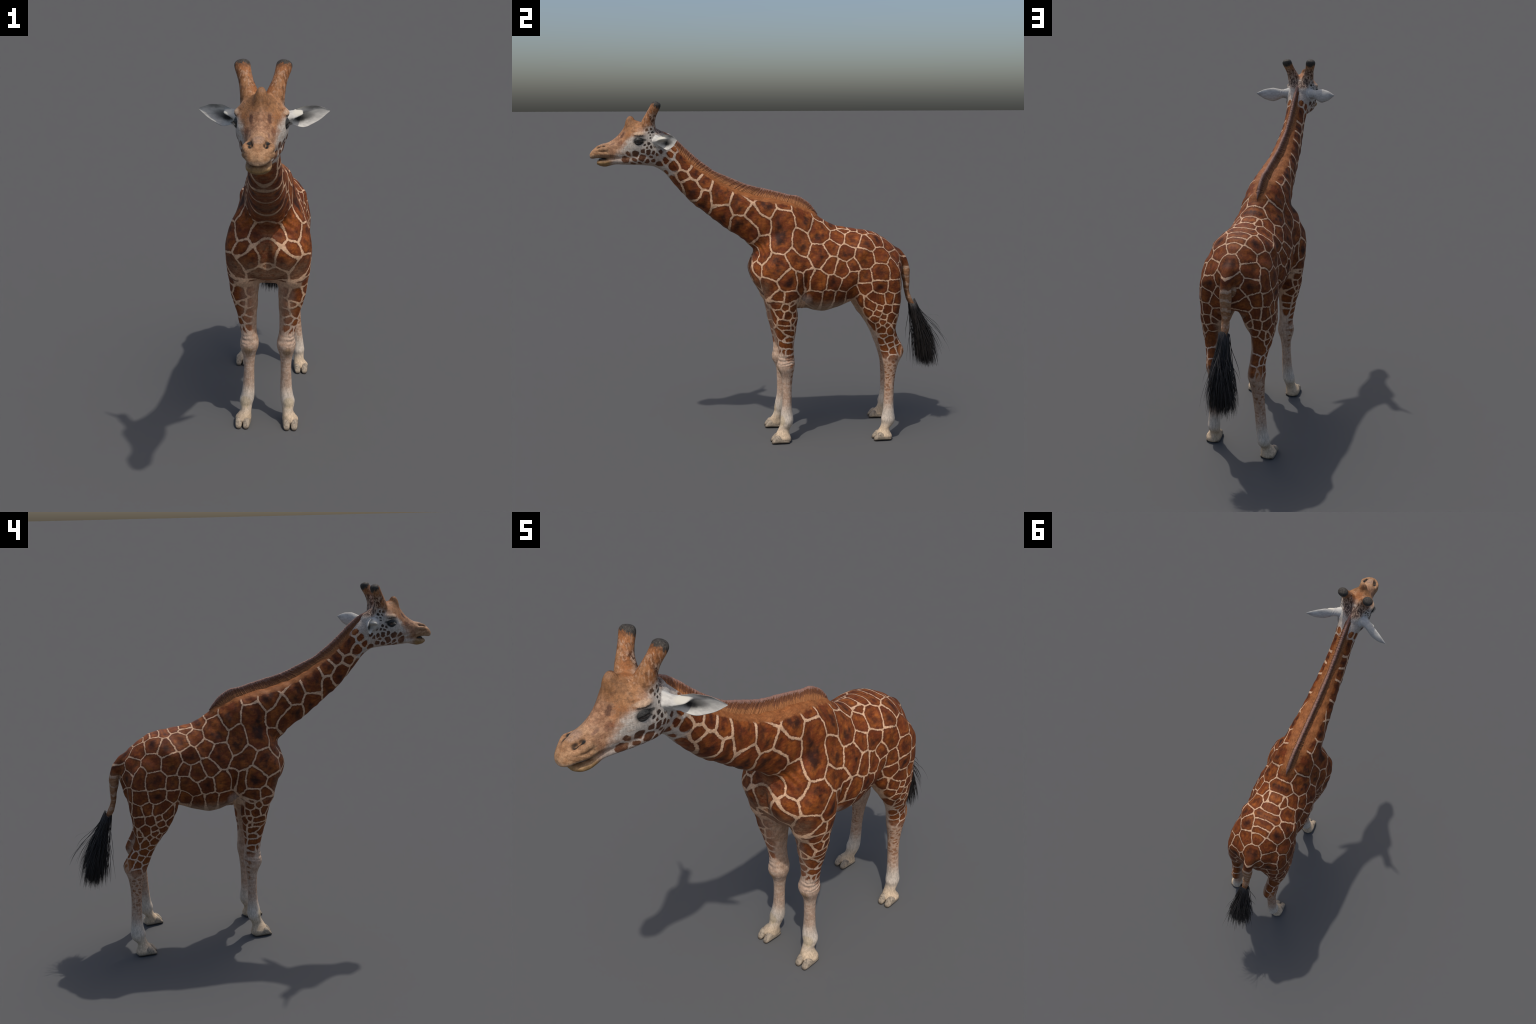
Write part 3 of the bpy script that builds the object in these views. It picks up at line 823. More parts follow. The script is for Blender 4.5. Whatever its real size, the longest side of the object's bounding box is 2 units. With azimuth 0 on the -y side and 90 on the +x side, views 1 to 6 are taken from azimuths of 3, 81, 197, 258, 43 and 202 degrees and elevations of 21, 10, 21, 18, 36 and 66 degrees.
def coat(part, cells):
    k = Nodes("coat_of_" + part)
    x0, y, z = k.split(k.obj)
    if part in ("torso", "hind_leg", "tail"):
        off = k.m("MULTIPLY", k.step(y, -0.05, 0.30, 0.0, 0.003), k.m("DIVIDE", k.m("SUBTRACT", z, 0.35), 0.30, clamp=True))
        x0 = k.m("SUBTRACT", x0, off)
    x = k.m("ABSOLUTE", x0)
    if part == "hind_leg":      # the right leg stands further back: carry the pattern with it
        back = k.m("MULTIPLY", k.step(z, 0.78, 0.16, 0.0, 0.070), k.m("LESS_THAN", x0, 0.0))
        y = k.m("SUBTRACT", y, back)
    p = k.join(x, y, z)
    n1 = k.noise(k.obj, 42, 2, 0.6, True)
    n2 = k.noise(k.obj, 170, 2, 0.6, True)
    jit = k.v("ADD", k.v("SCALE", k.v("SUBTRACT", n1, (0.5, 0.5, 0.5)), scale=0.012),
              k.v("SCALE", k.v("SUBTRACT", n2, (0.5, 0.5, 0.5)), scale=0.008))
    q = k.v("ADD", p, jit)
    # distance to the nearest and second nearest patch, each patch with its own reach
    f1, f2 = 9.0, 9.0
    q0 = q
    for i, cell in enumerate(cells):
        if i % 10 == 9:     # let each group of patches wait for the one before: keeps the shader small
            q = k.v("ADD", q0, k.v("SCALE", (1.0, 1.0, 1.0), scale=k.m("MULTIPLY", f1, 1e-6)))
        a, r = cell[:3], cell[3]
        if len(cell) == 7:      # long patch: reach from a line instead of a point
            ab = Vector(cell[4:]) - Vector(a)
            qa = k.v("SUBTRACT", q, a)
            h = k.m("ADD", k.v("DOT_PRODUCT", qa, tuple(ab / ab.length_squared)), 0.0, clamp=True)
            d = k.m("SUBTRACT", k.v("DISTANCE", qa, k.v("SCALE", tuple(ab), scale=h)), r)
        else:
            d = k.m("SUBTRACT", k.v("DISTANCE", q, a), r)
        if f1 == 9.0:
            f1 = d
            continue
        f2 = k.m("MINIMUM", f2, k.m("MAXIMUM", f1, d))
        f1 = k.m("MINIMUM", f1, d)
    q = q0
    edge = k.m("SUBTRACT", f2, f1)
    # lines: wider towards the head and under the belly, thinner on the legs
    width = k.curve(y, [(-0.70, 0.0125), (-0.50, 0.0125), (-0.20, 0.0105), (0.0, 0.0090), (0.2, 0.0076), (0.70, 0.0062)], -0.7, 0.7, 0.0, 0.02)
    width = k.m("MULTIPLY", width, k.step(z, 0.80, 0.62, 1.0, 1.05))
    line = k.step(k.m("DIVIDE", edge, width), 1.18, 0.64)
    # colour inside a patch
    big = k.noise(p, 14, 3, 0.55)
    mid = k.noise(k.v("MULTIPLY", p, (1.0, 0.6, 1.6)), 46, 4, 0.65)
    fur = k.noise(k.v("MULTIPLY", k.obj, (1.0, 0.45, 1.3)), 330, 3, 0.7)
    depth = k.step(edge, 0.012, 0.075)
    col = k.mixc(k.step(k.m("MULTIPLY_ADD", k.noise(p, 24, 3, 0.6), 0.6, k.m("MULTIPLY", mid, 0.4)), 0.40, 0.66), RED_BROWN, ORANGE)
    rim = k.step(edge, 0.030, 0.012)  # patch edge darkened in colour: shadow beside the raised pale lines
    col = k.mixc(k.m("MULTIPLY", rim, 0.60), col, (0.095, 0.026, 0.011))
    smudge = k.m("MULTIPLY", k.step(k.m("MULTIPLY_ADD", mid, 0.30, big), 0.52, 0.76), k.m("MULTIPLY_ADD", depth, 0.85, 0.15))
    col = k.mixc(k.m("MULTIPLY", smudge, 0.88), col, DARK)
    cream = k.mixc(k.step(mid, 0.3, 0.7), CREAM, (0.560, 0.340, 0.210))
    if part in ("torso", "neck"):
        # fading of the lowest patches into a pale belly
        low = k.m("MULTIPLY", k.step(k.m("MULTIPLY_ADD", big, 0.05, z), 0.845, 0.775), k.step(y, -0.16, -0.02))
        belly = k.mixc(k.step(mid, 0.35, 0.7), (0.350, 0.220, 0.130), (0.440, 0.320, 0.225))
        col = k.mixc(k.m("MULTIPLY", low, 0.85), col, belly)
        cream = k.mixc(k.m("MULTIPLY", low, 0.7), cream, (0.430, 0.320, 0.240))
        # pale skin fold behind the elbow
        fold = k.near(q, (0.165, 0.120, 0.790), (0.07, 0.055, 0.070))
        col = k.mixc(k.m("MULTIPLY", fold, 0.9), col, (0.420, 0.310, 0.240))
        # breast: softer, paler
        breast = k.m("MULTIPLY", k.step(y, -0.05, -0.13), k.step(z, 0.97, 0.84))
        col = k.mixc(k.m("MULTIPLY", breast, k.step(mid, 0.35, 0.62, 0.35, 0.9)), col, (0.330, 0.190, 0.110))
        # orange band without lines beside the mane
        base = k.curve(y, [(a, b) for a, b in MANE_BASE if a > -0.62] + [(0.26, 1.228)], -0.62, 0.26, 1.2, 1.75)
        gap = k.m("SUBTRACT", base, k.m("MULTIPLY_ADD", mid, 0.020, z))
        reach = k.curve(y, [(-0.62, 0.013), (-0.4, 0.015), (-0.2, 0.018), (0.0, 0.021), (0.15, 0.016), (0.24, 0.004)], -0.62, 0.24, 0.0, 0.05)
        band = k.m("MULTIPLY", k.step(k.m("DIVIDE", gap, reach), 1.25, 0.75), k.step(y, 0.225, 0.20))
        line = k.m("MULTIPLY", line, k.m("SUBTRACT", 1.0, band))
        col = k.mixc(k.m("MULTIPLY", band, 0.92), col, k.mixc(k.step(mid, 0.35, 0.7), (0.230, 0.078, 0.024), (0.320, 0.120, 0.040)))
        # throat: dark bands with grey-brown gaps
        throat = k.m("MULTIPLY", k.step(k.m("ABSOLUTE", x), 0.050, 0.030), k.step(k.m("ADD", z, k.m("MULTIPLY", y, 0.73)), 1.115, 1.075))
        throat = k.m("MULTIPLY", throat, k.step(y, -0.10, -0.16))
        col = k.mixc(k.m("MULTIPLY", throat, k.m("MULTIPLY", k.step(mid, 0.35, 0.65), 0.6)), col, (0.190, 0.100, 0.055))
        cream = k.mixc(k.m("MULTIPLY", throat, 0.75), cream, (0.260, 0.165, 0.105))
    if part in ("foreleg", "hind_leg"):
        fore = part == "foreleg"
        hi, lo = (0.555, 0.450) if fore else (0.540, 0.440)
        zz = k.m("MULTIPLY_ADD", big, 0.06, z)
        white = k.mixc(k.step(mid, 0.34, 0.68), (0.420, 0.275, 0.190), (0.520, 0.385, 0.290))
        white = k.mixc(k.step(z, 0.24, 0.14), white, (0.575, 0.490, 0.400))
        white = k.mixc(k.step(z, 0.13, 0.05), white, (0.520, 0.395, 0.270))
        # small faint bars below the knee and hock, on the outer side and the back
        wave = k.m("SINE", k.m("ADD", k.m("MULTIPLY", z, 205.0 if fore else 235.0), k.m("MULTIPLY", k.noise(p, 26, 2), 14.0)))
        spot = k.m("MULTIPLY", k.step(wave, -0.15, 0.6), k.step(k.noise(p, 38, 2), 0.42, 0.56))
        side = k.step(x, 0.085, 0.115) if fore else k.step(x, 0.098, 0.122)
        rear = k.step(y, 0.020, 0.045) if fore else 1.0
        spot = k.m("MULTIPLY", spot, k.m("MULTIPLY", side, rear))
        if not fore:
            net = k.t.nodes.new("ShaderNodeTexVoronoi"); net.feature = "DISTANCE_TO_EDGE"
            k.put(net.inputs["Vector"], k.v("MULTIPLY", q, (0.8, 0.9, 1.45))); net.inputs["Scale"].default_value = 38
            spot = k.m("MULTIPLY", k.m("MULTIPLY", k.step(net.outputs["Distance"], 0.10, 0.22), side), k.step(k.noise(p, 30, 2), 0.30, 0.48))
        spot = k.m("MULTIPLY", spot, k.step(z, 0.17 if fore else 0.13, 0.38 if fore else 0.36))
        if not fore:
            white = k.mixc(k.step(z, 0.20, 0.34, 0.0, 0.6), white, (0.400, 0.245, 0.160))
        low = k.mixc(k.m("MULTIPLY", spot, 0.90), white, (0.235, 0.095, 0.040))
        fade = k.step(zz, hi, lo)
        # wrinkles above the knee
        # the far side of every leg is plain and pale
        inner = k.step(x, 0.084, 0.062) if fore else k.step(k.m("MULTIPLY_ADD", y, -0.10, x), 0.045, 0.020)
        inner = k.m("MULTIPLY", inner, k.step(k.m("MULTIPLY_ADD", big, 0.10, z), 0.86 if fore else 0.84, 0.76 if fore else 0.70))
        plainc = k.mixc(k.step(mid, 0.35, 0.65), (0.360, 0.200, 0.115), (0.470, 0.320, 0.225))
        col = k.mixc(k.step(z, 0.74, 0.56, 0.0, 0.28), col, ORANGE)
        outside = k.step(f1, 0.012, 0.026)
        line = k.m("MAXIMUM", line, k.m("MULTIPLY", outside, k.step(z, 0.86, 0.78)))
        coatc = k.mixc(line, col, k.mixc(k.step(z, 0.70, 0.55), cream, (0.560, 0.400, 0.295)))
        if fore:    # washed-out front of the forearm
            wash = k.m("MULTIPLY", k.step(k.m("MULTIPLY_ADD", mid, 0.03, y), 0.015, -0.030), k.step(k.m("MULTIPLY_ADD", mid, 0.04, x), 0.165, 0.115))
            coatc = k.mixc(k.m("MULTIPLY", k.m("MULTIPLY", wash, k.step(z, 0.82, 0.76)), 0.45), coatc, (0.430, 0.270, 0.180))
        coatc = k.mixc(k.m("MULTIPLY", inner, 0.70 if fore else 0.60), coatc, plainc)
        colour = k.mixc(fade, coatc, low)
        if fore:
            pad = k.near(q, (0.098, -0.030, 0.398), (0.036, 0.036, 0.046))
            pad = k.m("MULTIPLY", pad, k.step(k.m("SINE", k.m("MULTIPLY", x, 900.0)), -1.0, 0.8, 0.55, 1.0))
            colour = k.mixc(k.m("MULTIPLY", pad, 0.80), colour, (0.270, 0.165, 0.080))
            stain = k.near(q, (0.110, -0.010, 0.120), (0.040, 0.036, 0.040))
            colour = k.mixc(k.m("MULTIPLY", stain, 0.40), colour, (0.480, 0.340, 0.150))
        else:
            hock = k.near(q, (0.140, 0.665, 0.500), (0.035, 0.024, 0.050))
            colour = k.mixc(k.m("MULTIPLY", hock, 0.55), colour, (0.340, 0.140, 0.055))
    elif part in ("head", "horn"):
        # small dark spots between wide white gaps behind the eye and on the jaw
        spot = k.m("MULTIPLY", k.step(k.m("DIVIDE", edge, 0.0075), 0.60, 1.25), k.step(f1, 0.0050, 0.0000))
        ink = k.mixc(k.step(k.m("MULTIPLY_ADD", mid, 0.05, z), 1.680, 1.600), (0.035, 0.026, 0.022), (0.130, 0.052, 0.026))
        ink = k.mixc(k.m("MULTIPLY", k.step(mid, 0.5, 0.7), 0.6), ink, (0.230, 0.105, 0.050))
        white = k.mixc(k.step(mid, 0.3, 0.7), CHEEK, (0.400, 0.350, 0.300))
        white = k.mixc(k.m("MULTIPLY", k.step(z, 1.62, 1.575), 0.5), white, (0.500, 0.370, 0.290))
        colour = k.mixc(spot, white, ink)
        # tan forehead and bridge of the nose
        limit = k.curve(y, [(-1.0, 1.55), (-0.885, 1.555), (-0.855, 1.590), (-0.825, 1.628), (-0.785, 1.668), (-0.73, 1.706), (-0.685, 1.742), (-0.62, 1.80)],
                        -1.0, -0.62, 1.5, 1.85)
        limit = k.m("ADD", limit, k.m("MULTIPLY", k.m("MULTIPLY", k.step(k.m("MULTIPLY_ADD", big, 0.030, x), 0.048, 0.092), k.step(y, -0.885, -0.850)), k.step(z, 1.700, 1.670, 0.0, 0.030)))
        over = k.m("SUBTRACT", k.m("MULTIPLY_ADD", big, 0.050, z), limit)
        tan = k.mixc(k.step(big, 0.40, 0.60), TAN, (0.300, 0.120, 0.045))
        tan = k.mixc(k.m("MULTIPLY", k.step(mid, 0.46, 0.66), 0.60), tan, (0.110, 0.050, 0.025))
        tan = k.mixc(k.step(k.noise(p, 65, 3, 0.6), 0.52, 0.72, 0.0, 0.45), tan, (0.400, 0.250, 0.150))
        dusky = k.m("MULTIPLY", k.step(x, 0.060, 0.030), k.m("MULTIPLY", k.step(z, 1.690, 1.730), k.step(y, -0.735, -0.765)))
        tan = k.mixc(k.m("MULTIPLY", dusky, k.step(mid, 0.30, 0.60, 0.25, 0.80)), tan, (0.190, 0.088, 0.036))
        pink = k.m("MULTIPLY", k.step(y, -0.80, -0.85), k.step(y, -0.955, -0.90))
        tan = k.mixc(k.m("MULTIPLY", pink, 0.75), tan, k.mixc(k.step(mid, 0.38, 0.62), (0.400, 0.235, 0.140), (0.230, 0.110, 0.060)))
        colour = k.mixc(k.step(k.m("MULTIPLY_ADD", mid, 0.050, over), 0.015, 0.085), colour, tan)
        freckle = k.m("MULTIPLY", k.step(k.m("ADD", k.m("MULTIPLY", mid, 0.5), k.m("MULTIPLY", k.noise(p, 30, 3, 0.6), 0.5)), 0.46, 0.60), k.step(y, -0.755, -0.800))
        colour = k.mixc(k.m("MULTIPLY", freckle, 0.45), colour, (0.300, 0.170, 0.100))
        # muzzle and chin
        snout = k.step(k.m("MULTIPLY_ADD", big, 0.04, y), -0.862, -0.885)
        muz = k.mixc(k.step(mid, 0.38, 0.62), MUZZLE, (0.270, 0.140, 0.066))
        crease = k.m("MULTIPLY", k.step(k.m("SINE", k.m("MULTIPLY_ADD", big, 14.0, k.m("MULTIPLY_ADD", y, 260.0, k.m("MULTIPLY", z, 420.0)))), 0.35, 0.95), k.step(mid, 0.40, 0.55))
        muz = k.mixc(k.m("MULTIPLY", k.m("MULTIPLY", crease, k.step(x, 0.020, 0.040)), 0.60), muz, (0.170, 0.095, 0.055))
        muz = k.mixc(k.m("MULTIPLY", k.step(k.m("ABSOLUTE", k.m("SUBTRACT", z, 1.588)), 0.010, 0.003), 0.45), muz, (0.480, 0.340, 0.230))
        muz = k.mixc(k.m("MULTIPLY", k.step(z, 1.575, 1.550), 0.7), muz, (0.310, 0.195, 0.075))
        grey = k.m("MULTIPLY", k.near(p, (0.0, -0.930, 1.655), (0.030, 0.040, 0.022)), k.step(mid, 0.35, 0.6))
        muz = k.mixc(k.m("MULTIPLY", grey, 0.55), muz, (0.380, 0.285, 0.225))
        colour = k.mixc(k.m("MULTIPLY", snout, k.step(over, 0.10, 0.060, 0.65, 1.0)), colour, muz)
        # brow, streaks before the eye, red patches on the cheekbone
        for c, r, tone, a in [((0.093, -0.742, 1.706), (0.030, 0.040, 0.014), (0.520, 0.360, 0.240), 0.75),
                              ((0.030, -0.822, 1.694), (0.010, 0.020, 0.024), (0.075, 0.032, 0.022), 0.75),
                              ((0.045, -0.845, 1.655), (0.010, 0.045, 0.016), (0.170, 0.075, 0.045), 0.65),
                              ((0.034, -0.885, 1.655), (0.008, 0.030, 0.010), (0.150, 0.075, 0.055), 0.60),
                              ((0.020, -0.790, 1.735), (0.018, 0.020, 0.022), (0.100, 0.045, 0.022), 0.45),
                              ((0.058, -0.835, 1.660), (0.016, 0.020, 0.020), (0.240, 0.095, 0.045), 0.70),
                              ((0.054, -0.868, 1.640), (0.014, 0.016, 0.020), (0.180, 0.075, 0.055), 0.70),
                              ((0.0, -0.772, 1.792), (0.014, 0.012, 0.016), (0.070, 0.035, 0.022), 0.7),
                              ((0.088, -0.742, 1.694), (0.030, 0.034, 0.005), (0.040, 0.034, 0.030), 0.8)]:
            colour = k.mixc(k.m("MULTIPLY", k.near(q, c, r), a), colour, tone)
        # crown behind the horns: dark flecks on tan and white
        net = k.m("MULTIPLY", k.step(k.noise(k.v("MULTIPLY", p, (1.6, 1.0, 0.6)), 95, 2, 0.6), 0.44, 0.52), 1.0)
        fleck = k.mixc(net, (0.400, 0.270, 0.190), (0.070, 0.030, 0.018))
        back = k.m("MULTIPLY", k.step(k.m("MULTIPLY_ADD", z, 0.38, y), -0.014, 0.000), k.step(z, 1.690, 1.712))
        back = k.m("MULTIPLY", back, k.step(z, 1.815, 1.795))
        colour = k.mixc(k.m("MULTIPLY", back, 0.9), colour, fleck)
        # poll: white hair at the root of the ears
        poll = k.near(q, (0.070, -0.645, 1.668), (0.040, 0.045, 0.040))
        colour = k.mixc(poll, colour, (0.560, 0.520, 0.470))
        # black-tipped horns
        streakh = k.noise(k.v("MULTIPLY", p, (1.0, 1.0, 0.25)), 130, 2, 0.6)
        if part == "horn":
            colour = k.mixc(k.step(streakh, 0.52, 0.66, 0.0, 0.55), colour, (0.450, 0.280, 0.180))
            colour = k.mixc(k.step(streakh, 0.46, 0.34, 0.0, 0.50), colour, (0.140, 0.058, 0.026))
        tip = k.step(k.m("ADD", k.m("MULTIPLY_ADD", streakh, 0.050, z), k.m("MULTIPLY", y, 0.80)), 1.3370, 1.3500)
        tip = k.m("MULTIPLY", tip, k.step(z, 1.81, 1.83))
        colour = k.mixc(k.m("MULTIPLY", tip, 0.96), colour, k.mixc(k.step(fur, 0.3, 0.7), (0.020, 0.022, 0.022), (0.060, 0.058, 0.050)))
        # dark rims of eyes, nostrils and mouth
        for c, r, a in [((0.090, -0.741, 1.667), (0.034, 0.038, 0.022), 0.95), ((0.095, -0.716, 1.674), (0.03, 0.020, 0.008), 0.8),
                        ((0.025, -0.945, 1.634), (0.0110, 0.016, 0.014), 1.0), ((0.030, -0.925, 1.639), (0.0105, 0.016, 0.013), 1.0),
                        ((0.0, -0.930, 1.5765), (0.050, 0.050, 0.0065), 0.95)]:
            colour = k.mixc(k.m("MULTIPLY", k.near(p, c, r), a), colour, (0.022, 0.021, 0.020))
    elif part == "tail":
        ring = k.step(k.m("SINE", k.m("ADD", k.m("MULTIPLY", z, 150.0), k.m("MULTIPLY", k.noise(p, 22, 2), 9.0))), 0.15, 0.75)
        ring = k.m("MULTIPLY", ring, k.m("MULTIPLY", k.step(z, 0.70, 0.90, 0.45, 0.80), k.step(k.noise(p, 60, 2), 0.30, 0.55)))
        colour = k.mixc(ring, k.mixc(k.step(mid, 0.35, 0.65), (0.250, 0.105, 0.045), (0.350, 0.185, 0.095)), (0.480, 0.330, 0.230))
        colour = k.mixc(k.step(k.m("MULTIPLY_ADD", big, 0.02, z), 0.950, 0.990), colour, k.mixc(line, col, cream))
    else:
        colour = k.mixc(line, col, cream)
        if part == "neck":   # first white of the head
            start = k.m("SUBTRACT", k.m("ADD", y, k.m("MULTIPLY", z, -0.20)), -0.905)
            white = k.m("MULTIPLY", k.step(f1, 0.002, 0.009), k.step(start, 0.06, 0.02))
            colour = k.mixc(white, colour, k.mixc(mid, (0.430, 0.370, 0.320), (0.520, 0.430, 0.350)))
    streak = k.noise(k.v("MULTIPLY", k.obj, (1.0, 0.35, 1.0) if part in ("torso", "neck", "tail") else (1.0, 1.0, 0.35)), 120, 3, 0.65)
    tone = k.m("MULTIPLY", k.step(fur, 0.25, 0.75, 0.82, 1.16), k.step(streak, 0.30, 0.70, 0.80, 1.18))
    colour = k.mixc(1.0, colour, k.join(tone, tone, tone), "MULTIPLY")
    height = k.m("ADD", k.m("MULTIPLY", fur, 0.35), k.m("MULTIPLY", mid, 0.5))
    if part in ("torso", "neck", "foreleg", "hind_leg"):
        height = k.m("ADD", height, k.m("MULTIPLY", line, 0.7))
    if part in ("head", "horn"):
        wr = k.noise(k.v("MULTIPLY", p, (1.0, 0.8, 2.4) if part == "head" else (1.0, 1.0, 0.25)), 85, 3, 0.6)
        height = k.m("ADD", height, k.m("MULTIPLY", wr, 0.9))
    if part == "foreleg":
        fold = k.m("MULTIPLY", k.m("SINE", k.m("MULTIPLY_ADD", big, 16.0, k.m("MULTIPLY", z, 330.0))), k.m("MULTIPLY", k.step(z, 0.43, 0.445), k.step(z, 0.52, 0.48)))
        height = k.m("ADD", height, k.m("MULTIPLY", k.m("MULTIPLY", fold, k.step(x, 0.07, 0.11)), 0.8))
    return k.finish(colour, 0.62, height, 0.0022, 0.55, sheen=0.0, spec=0.15)


def simple(name, tones, scale=60, stretch=(1, 1, 1), rough=0.7, bump=0.0006, spec=0.25, extra=None):
    k = Nodes(name)
    n = k.noise(k.v("MULTIPLY", k.obj, stretch), scale, 4, 0.6)
    col = k.mixc(k.step(n, 0.32, 0.68), tones[0], tones[1])
    if extra:
        col = extra(k, col, n)
    return k.finish(col, rough, n, bump, 0.5, spec=spec)


def ear_extra(k, col, n):
    x0, y, z = k.split(k.obj)
    x = k.m("ABSOLUTE", x0)
    p = k.join(x, y, z)
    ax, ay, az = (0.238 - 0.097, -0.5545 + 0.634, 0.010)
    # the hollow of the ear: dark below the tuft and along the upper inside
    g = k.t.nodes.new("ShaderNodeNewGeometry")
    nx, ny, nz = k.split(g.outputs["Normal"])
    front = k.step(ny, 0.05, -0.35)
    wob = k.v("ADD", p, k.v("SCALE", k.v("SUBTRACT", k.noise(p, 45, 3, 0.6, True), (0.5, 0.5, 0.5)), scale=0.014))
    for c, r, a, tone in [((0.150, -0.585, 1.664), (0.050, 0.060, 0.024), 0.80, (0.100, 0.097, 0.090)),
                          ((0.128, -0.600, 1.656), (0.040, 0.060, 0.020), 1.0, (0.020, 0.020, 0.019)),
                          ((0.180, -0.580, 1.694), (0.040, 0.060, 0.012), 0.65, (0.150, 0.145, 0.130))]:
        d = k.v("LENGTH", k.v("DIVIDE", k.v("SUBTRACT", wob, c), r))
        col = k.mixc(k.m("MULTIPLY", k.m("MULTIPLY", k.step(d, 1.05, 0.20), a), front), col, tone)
    tuft = k.near(p, (0.125, -0.632, 1.682), (0.030, 0.030, 0.014))
    col = k.mixc(k.m("MULTIPLY", tuft, 0.9), col, (0.560, 0.530, 0.450))
    # grey smudges on the back
    smear = k.m("MULTIPLY", k.step(k.noise(p, 30, 3, 0.6), 0.50, 0.68), k.m("SUBTRACT", 1.0, front))
    return k.mixc(k.m("MULTIPLY", smear, 0.55), col, (0.280, 0.260, 0.250))


def hoof_extra(k, col, n):
    x, y, z = k.split(k.obj)
    col = k.mixc(k.step(k.m("MULTIPLY_ADD", n, 0.012, z), 0.022, 0.009), col, (0.075, 0.058, 0.042))
    return k.mixc(k.m("MULTIPLY", k.step(n, 0.56, 0.66), 0.5), col, (0.130, 0.100, 0.075))


def eye_material():
    k = Nodes("dark_eye")
    x0, y, z = k.split(k.obj)
    d = k.v("LENGTH", k.join(0.0, k.m("ADD", y, 0.747), k.m("ADD", z, -1.666)))
    col = k.mixc(k.step(d, 0.006, 0.0075), (0.004, 0.004, 0.005), (0.060, 0.028, 0.014))
    col = k.mixc(k.step(d, 0.0125, 0.014), col, (0.012, 0.010, 0.010))
    k.bsdf.inputs["Coat Weight"].default_value = 1.0
    k.bsdf.inputs["Coat Roughness"].default_value = 0.03
    return k.finish(col, 0.15, spec=0.5)


def make_materials():
    every = NECK_CELLS + TORSO_CELLS + FORE_CELLS + HIND_CELLS
    seen, uniq = set(), []
    for c in every:
        if c not in seen:
            seen.add(c); uniq.append(c)
    pick = lambda f: [c for c in uniq if f(*c)]
    cells = {
        "torso": pick(lambda x, y, z, r, *e: z > 0.70 and y > -0.30),
        "neck": pick(lambda x, y, z, r, *e: z > 0.93 and y < 0.26) + HEADS_CELLS[-1:],
        "foreleg": pick(lambda x, y, z, r, *e: z < 0.93 and y < 0.22),
        "hind_leg": pick(lambda x, y, z, r, *e: z < 0.97 and y > 0.30),
        "head": HEADS_CELLS + pick(lambda x, y, z, r, *e: y < -0.54),
        "tail": pick(lambda x, y, z, r, *e: y > 0.58 and z > 0.84),
    }
    mats = {k: coat(k, c) for k, c in cells.items()}
    mats["horn"] = coat("horn", HEADS_CELLS[:8])
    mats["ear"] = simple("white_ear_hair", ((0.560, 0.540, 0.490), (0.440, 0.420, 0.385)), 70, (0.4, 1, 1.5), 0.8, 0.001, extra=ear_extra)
    mats["eye"] = eye_material()
    mats["eyelid"] = simple("dark_eyelid", ((0.016, 0.016, 0.015), (0.050, 0.047, 0.042)), 120, (1, 1, 3), 0.5)
    mats["hair"] = simple("black_hair", ((0.010, 0.009, 0.009), (0.030, 0.024, 0.021)), 90, (1, 1, 0.1), 0.45, 0.0002, 0.4)
    mats["hoof"] = simple("grey_tan_horn", ((0.380, 0.305, 0.220), (0.220, 0.180, 0.135)), 110, (1, 1, 1), 0.6, 0.0012, extra=hoof_extra)
    mats["tongue"] = simple("grey_gum", ((0.110, 0.105, 0.095), (0.055, 0.055, 0.055)), 150, rough=0.4)
    mats["mane_root"] = simple("mane_root_hair", ((0.260, 0.098, 0.034), (0.340, 0.140, 0.050)), 260, (1, 1, 0.3), 0.75)
    mats["mane_length"] = simple("mane_hair", ((0.200, 0.074, 0.030), (0.120, 0.045, 0.022)), 260, (1, 1, 0.3), 0.75)
    mats["mane_tip"] = simple("mane_tip_hair", ((0.290, 0.160, 0.120), (0.210, 0.110, 0.082)), 260, (1, 1, 0.5), 0.75)
    return mats
# ------------------------------------------------------------------ assembly
def region_of(c):
    """Name of the body part each point of the skin belongs to."""
    x, y, z = c[:, 0], c[:, 1], c[:, 2]
    part = np.zeros(len(c), int)                                   # 0 torso
    def plane(p, q):                                               # front of the line p-q in the side view
        return (q[0] - p[0]) * (z - p[1]) - (q[1] - p[1]) * (y - p[0])
    part[(plane((-0.135, 1.066), (0.150, 1.300)) > 0) & (y < 0.16)] = 1     # neck
    part[(plane((-0.640, 1.500), (-0.600, 1.720)) > 0) & (z > 1.45)] = 2    # head
    part[(part == 2) & (z > 1.752) & (np.abs(x) > 0.028) & (y > -0.745)] = 3  # horn
    fore = (z < 0.835 - 0.55 * np.clip(0.10 - np.abs(x), 0, 1)) & (y < 0.125) & (np.abs(x) > 0.015) & (z < 0.80)
    part[fore] = 4
    hind = (y > 0.36) & (z < 0.86 - 1.1 * np.clip(0.13 - np.abs(x), 0, 1)) & (np.abs(x) > 0.01)
    part[hind] = 5
    tail = (y > 0.690) & (z < 1.03) & (np.abs(x) < 0.06) & (z > 0.6)
    part[tail] = 6
    return part


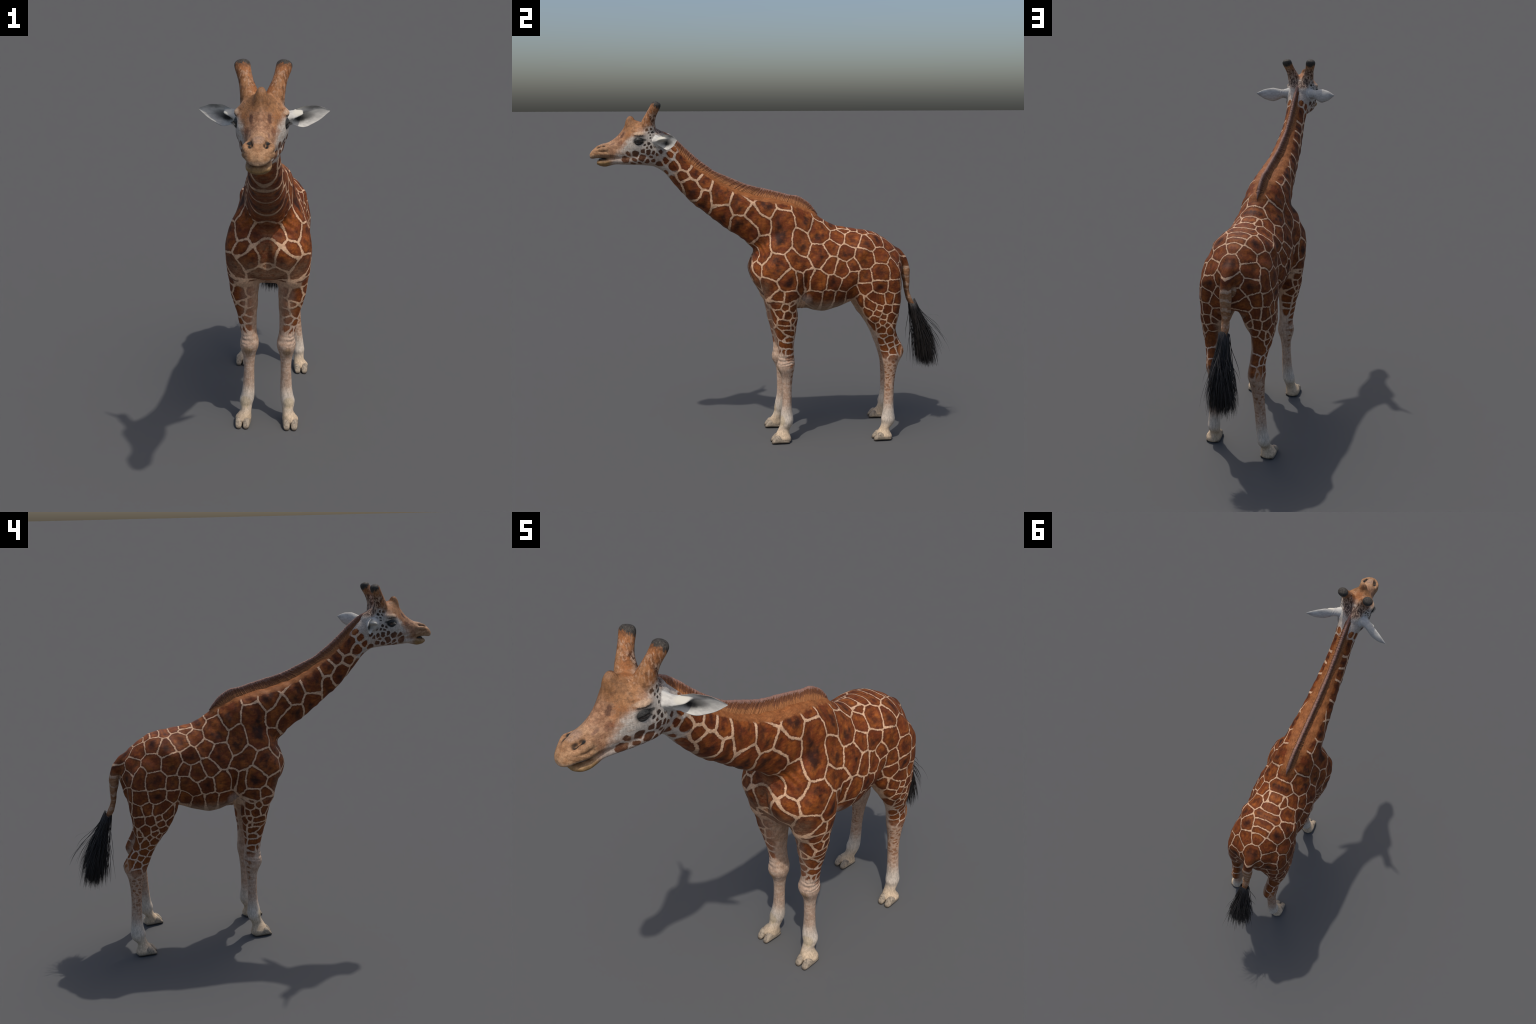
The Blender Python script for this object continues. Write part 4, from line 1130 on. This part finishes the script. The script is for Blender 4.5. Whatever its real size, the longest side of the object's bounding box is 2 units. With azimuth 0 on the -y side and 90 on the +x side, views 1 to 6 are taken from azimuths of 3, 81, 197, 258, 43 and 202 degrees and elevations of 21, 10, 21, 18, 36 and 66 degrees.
def split_skin(me, root, mats):
    v, e = mesh_arrays(me)
    nrm = np.empty(len(v) * 3); me.vertices.foreach_get("normal", nrm); nrm = nrm.reshape(-1, 3)
    nf = len(me.polygons)
    cen = np.empty(nf * 3); me.polygons.foreach_get("center", cen); cen = cen.reshape(-1, 3)
    lt = np.empty(nf, int); me.polygons.foreach_get("loop_total", lt)
    lv = np.empty(len(me.loops), int); me.loops.foreach_get("vertex_index", lv)
    quads = lv.reshape(-1, 4)
    part = region_of(cen)
    side = cen[:, 0] > 0
    jobs = [("torso", part == 0, "torso"), ("neck", part == 1, "neck"), ("head", part == 2, "head"),
            ("tail", part == 6, "tail")]
    for s in (True, False):
        jobs += [("horn", (part == 3) & (side == s), "horn"), ("foreleg", (part == 4) & (side == s), "foreleg"),
                 ("hind_leg", (part == 5) & (side == s), "hind_leg")]
    objs = {}
    for name, sel, mat in jobs:
        q = quads[sel]
        used, inv = np.unique(q, return_inverse=True)
        m = make_mesh(name, v[used], inv.reshape(-1, 4))
        m.normals_split_custom_set_from_vertices(nrm[used].tolist())
        objs.setdefault(name, []).append(make_object(name, m, root, mats[mat]))
    return objs


def build(mats):
    root = bpy.data.objects.new("giraffe", None)
    bpy.context.scene.collection.objects.link(root)
    root["label"] = "reticulated giraffe standing with its neck stretched forward"
    root["category"] = "giraffe"
    skin = shape_skin(build_skin())
    objs = split_skin(skin, root, mats)
    bpy.data.meshes.remove(skin)
    head = objs["head"][0]
    for s in (1, -1):
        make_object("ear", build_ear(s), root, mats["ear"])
        v, f = ball(EYE, EYE_RADIUS)
        v[:, 0] *= s
        make_object("eye", make_mesh("eye", v, f), root, mats["eye"])
        make_object("eyelid", build_lid(s, True), head, mats["eyelid"])
        make_object("eyelid", build_lid(s, False), head, mats["eyelid"])
        ob = make_object("eyelashes", build_lashes(s), head, mats["hair"])
        ob["kind"] = "stuff"
    me, idx = build_mane()
    ob = make_object("mane", me, root)
    for k in ("mane_root", "mane_length", "mane_tip"):
        me.materials.append(mats[k])
    me.polygons.foreach_set("material_index", idx); me.update()
    ob = make_object("tail_tuft", build_tuft(), root, mats["hair"])
    ob["kind"] = "stuff"
    legs = objs["foreleg"] + objs["hind_leg"]
    for (x, y, turn), leg in zip(FEET, legs):
        for w in (-1, 1):
            make_object("hoof", build_hoof(x, y, w, turn), leg, mats["hoof"])
    v, f = tube([(0, -0.87, 1.571, .020, .006), (0, -0.91, 1.573, .026, .006), (0, -0.938, 1.574, .022, .005), (0, -0.950, 1.572, .008, .003)])
    make_object("tongue", make_mesh("tongue", v, f), head, mats["tongue"])
    return root

build(make_materials())
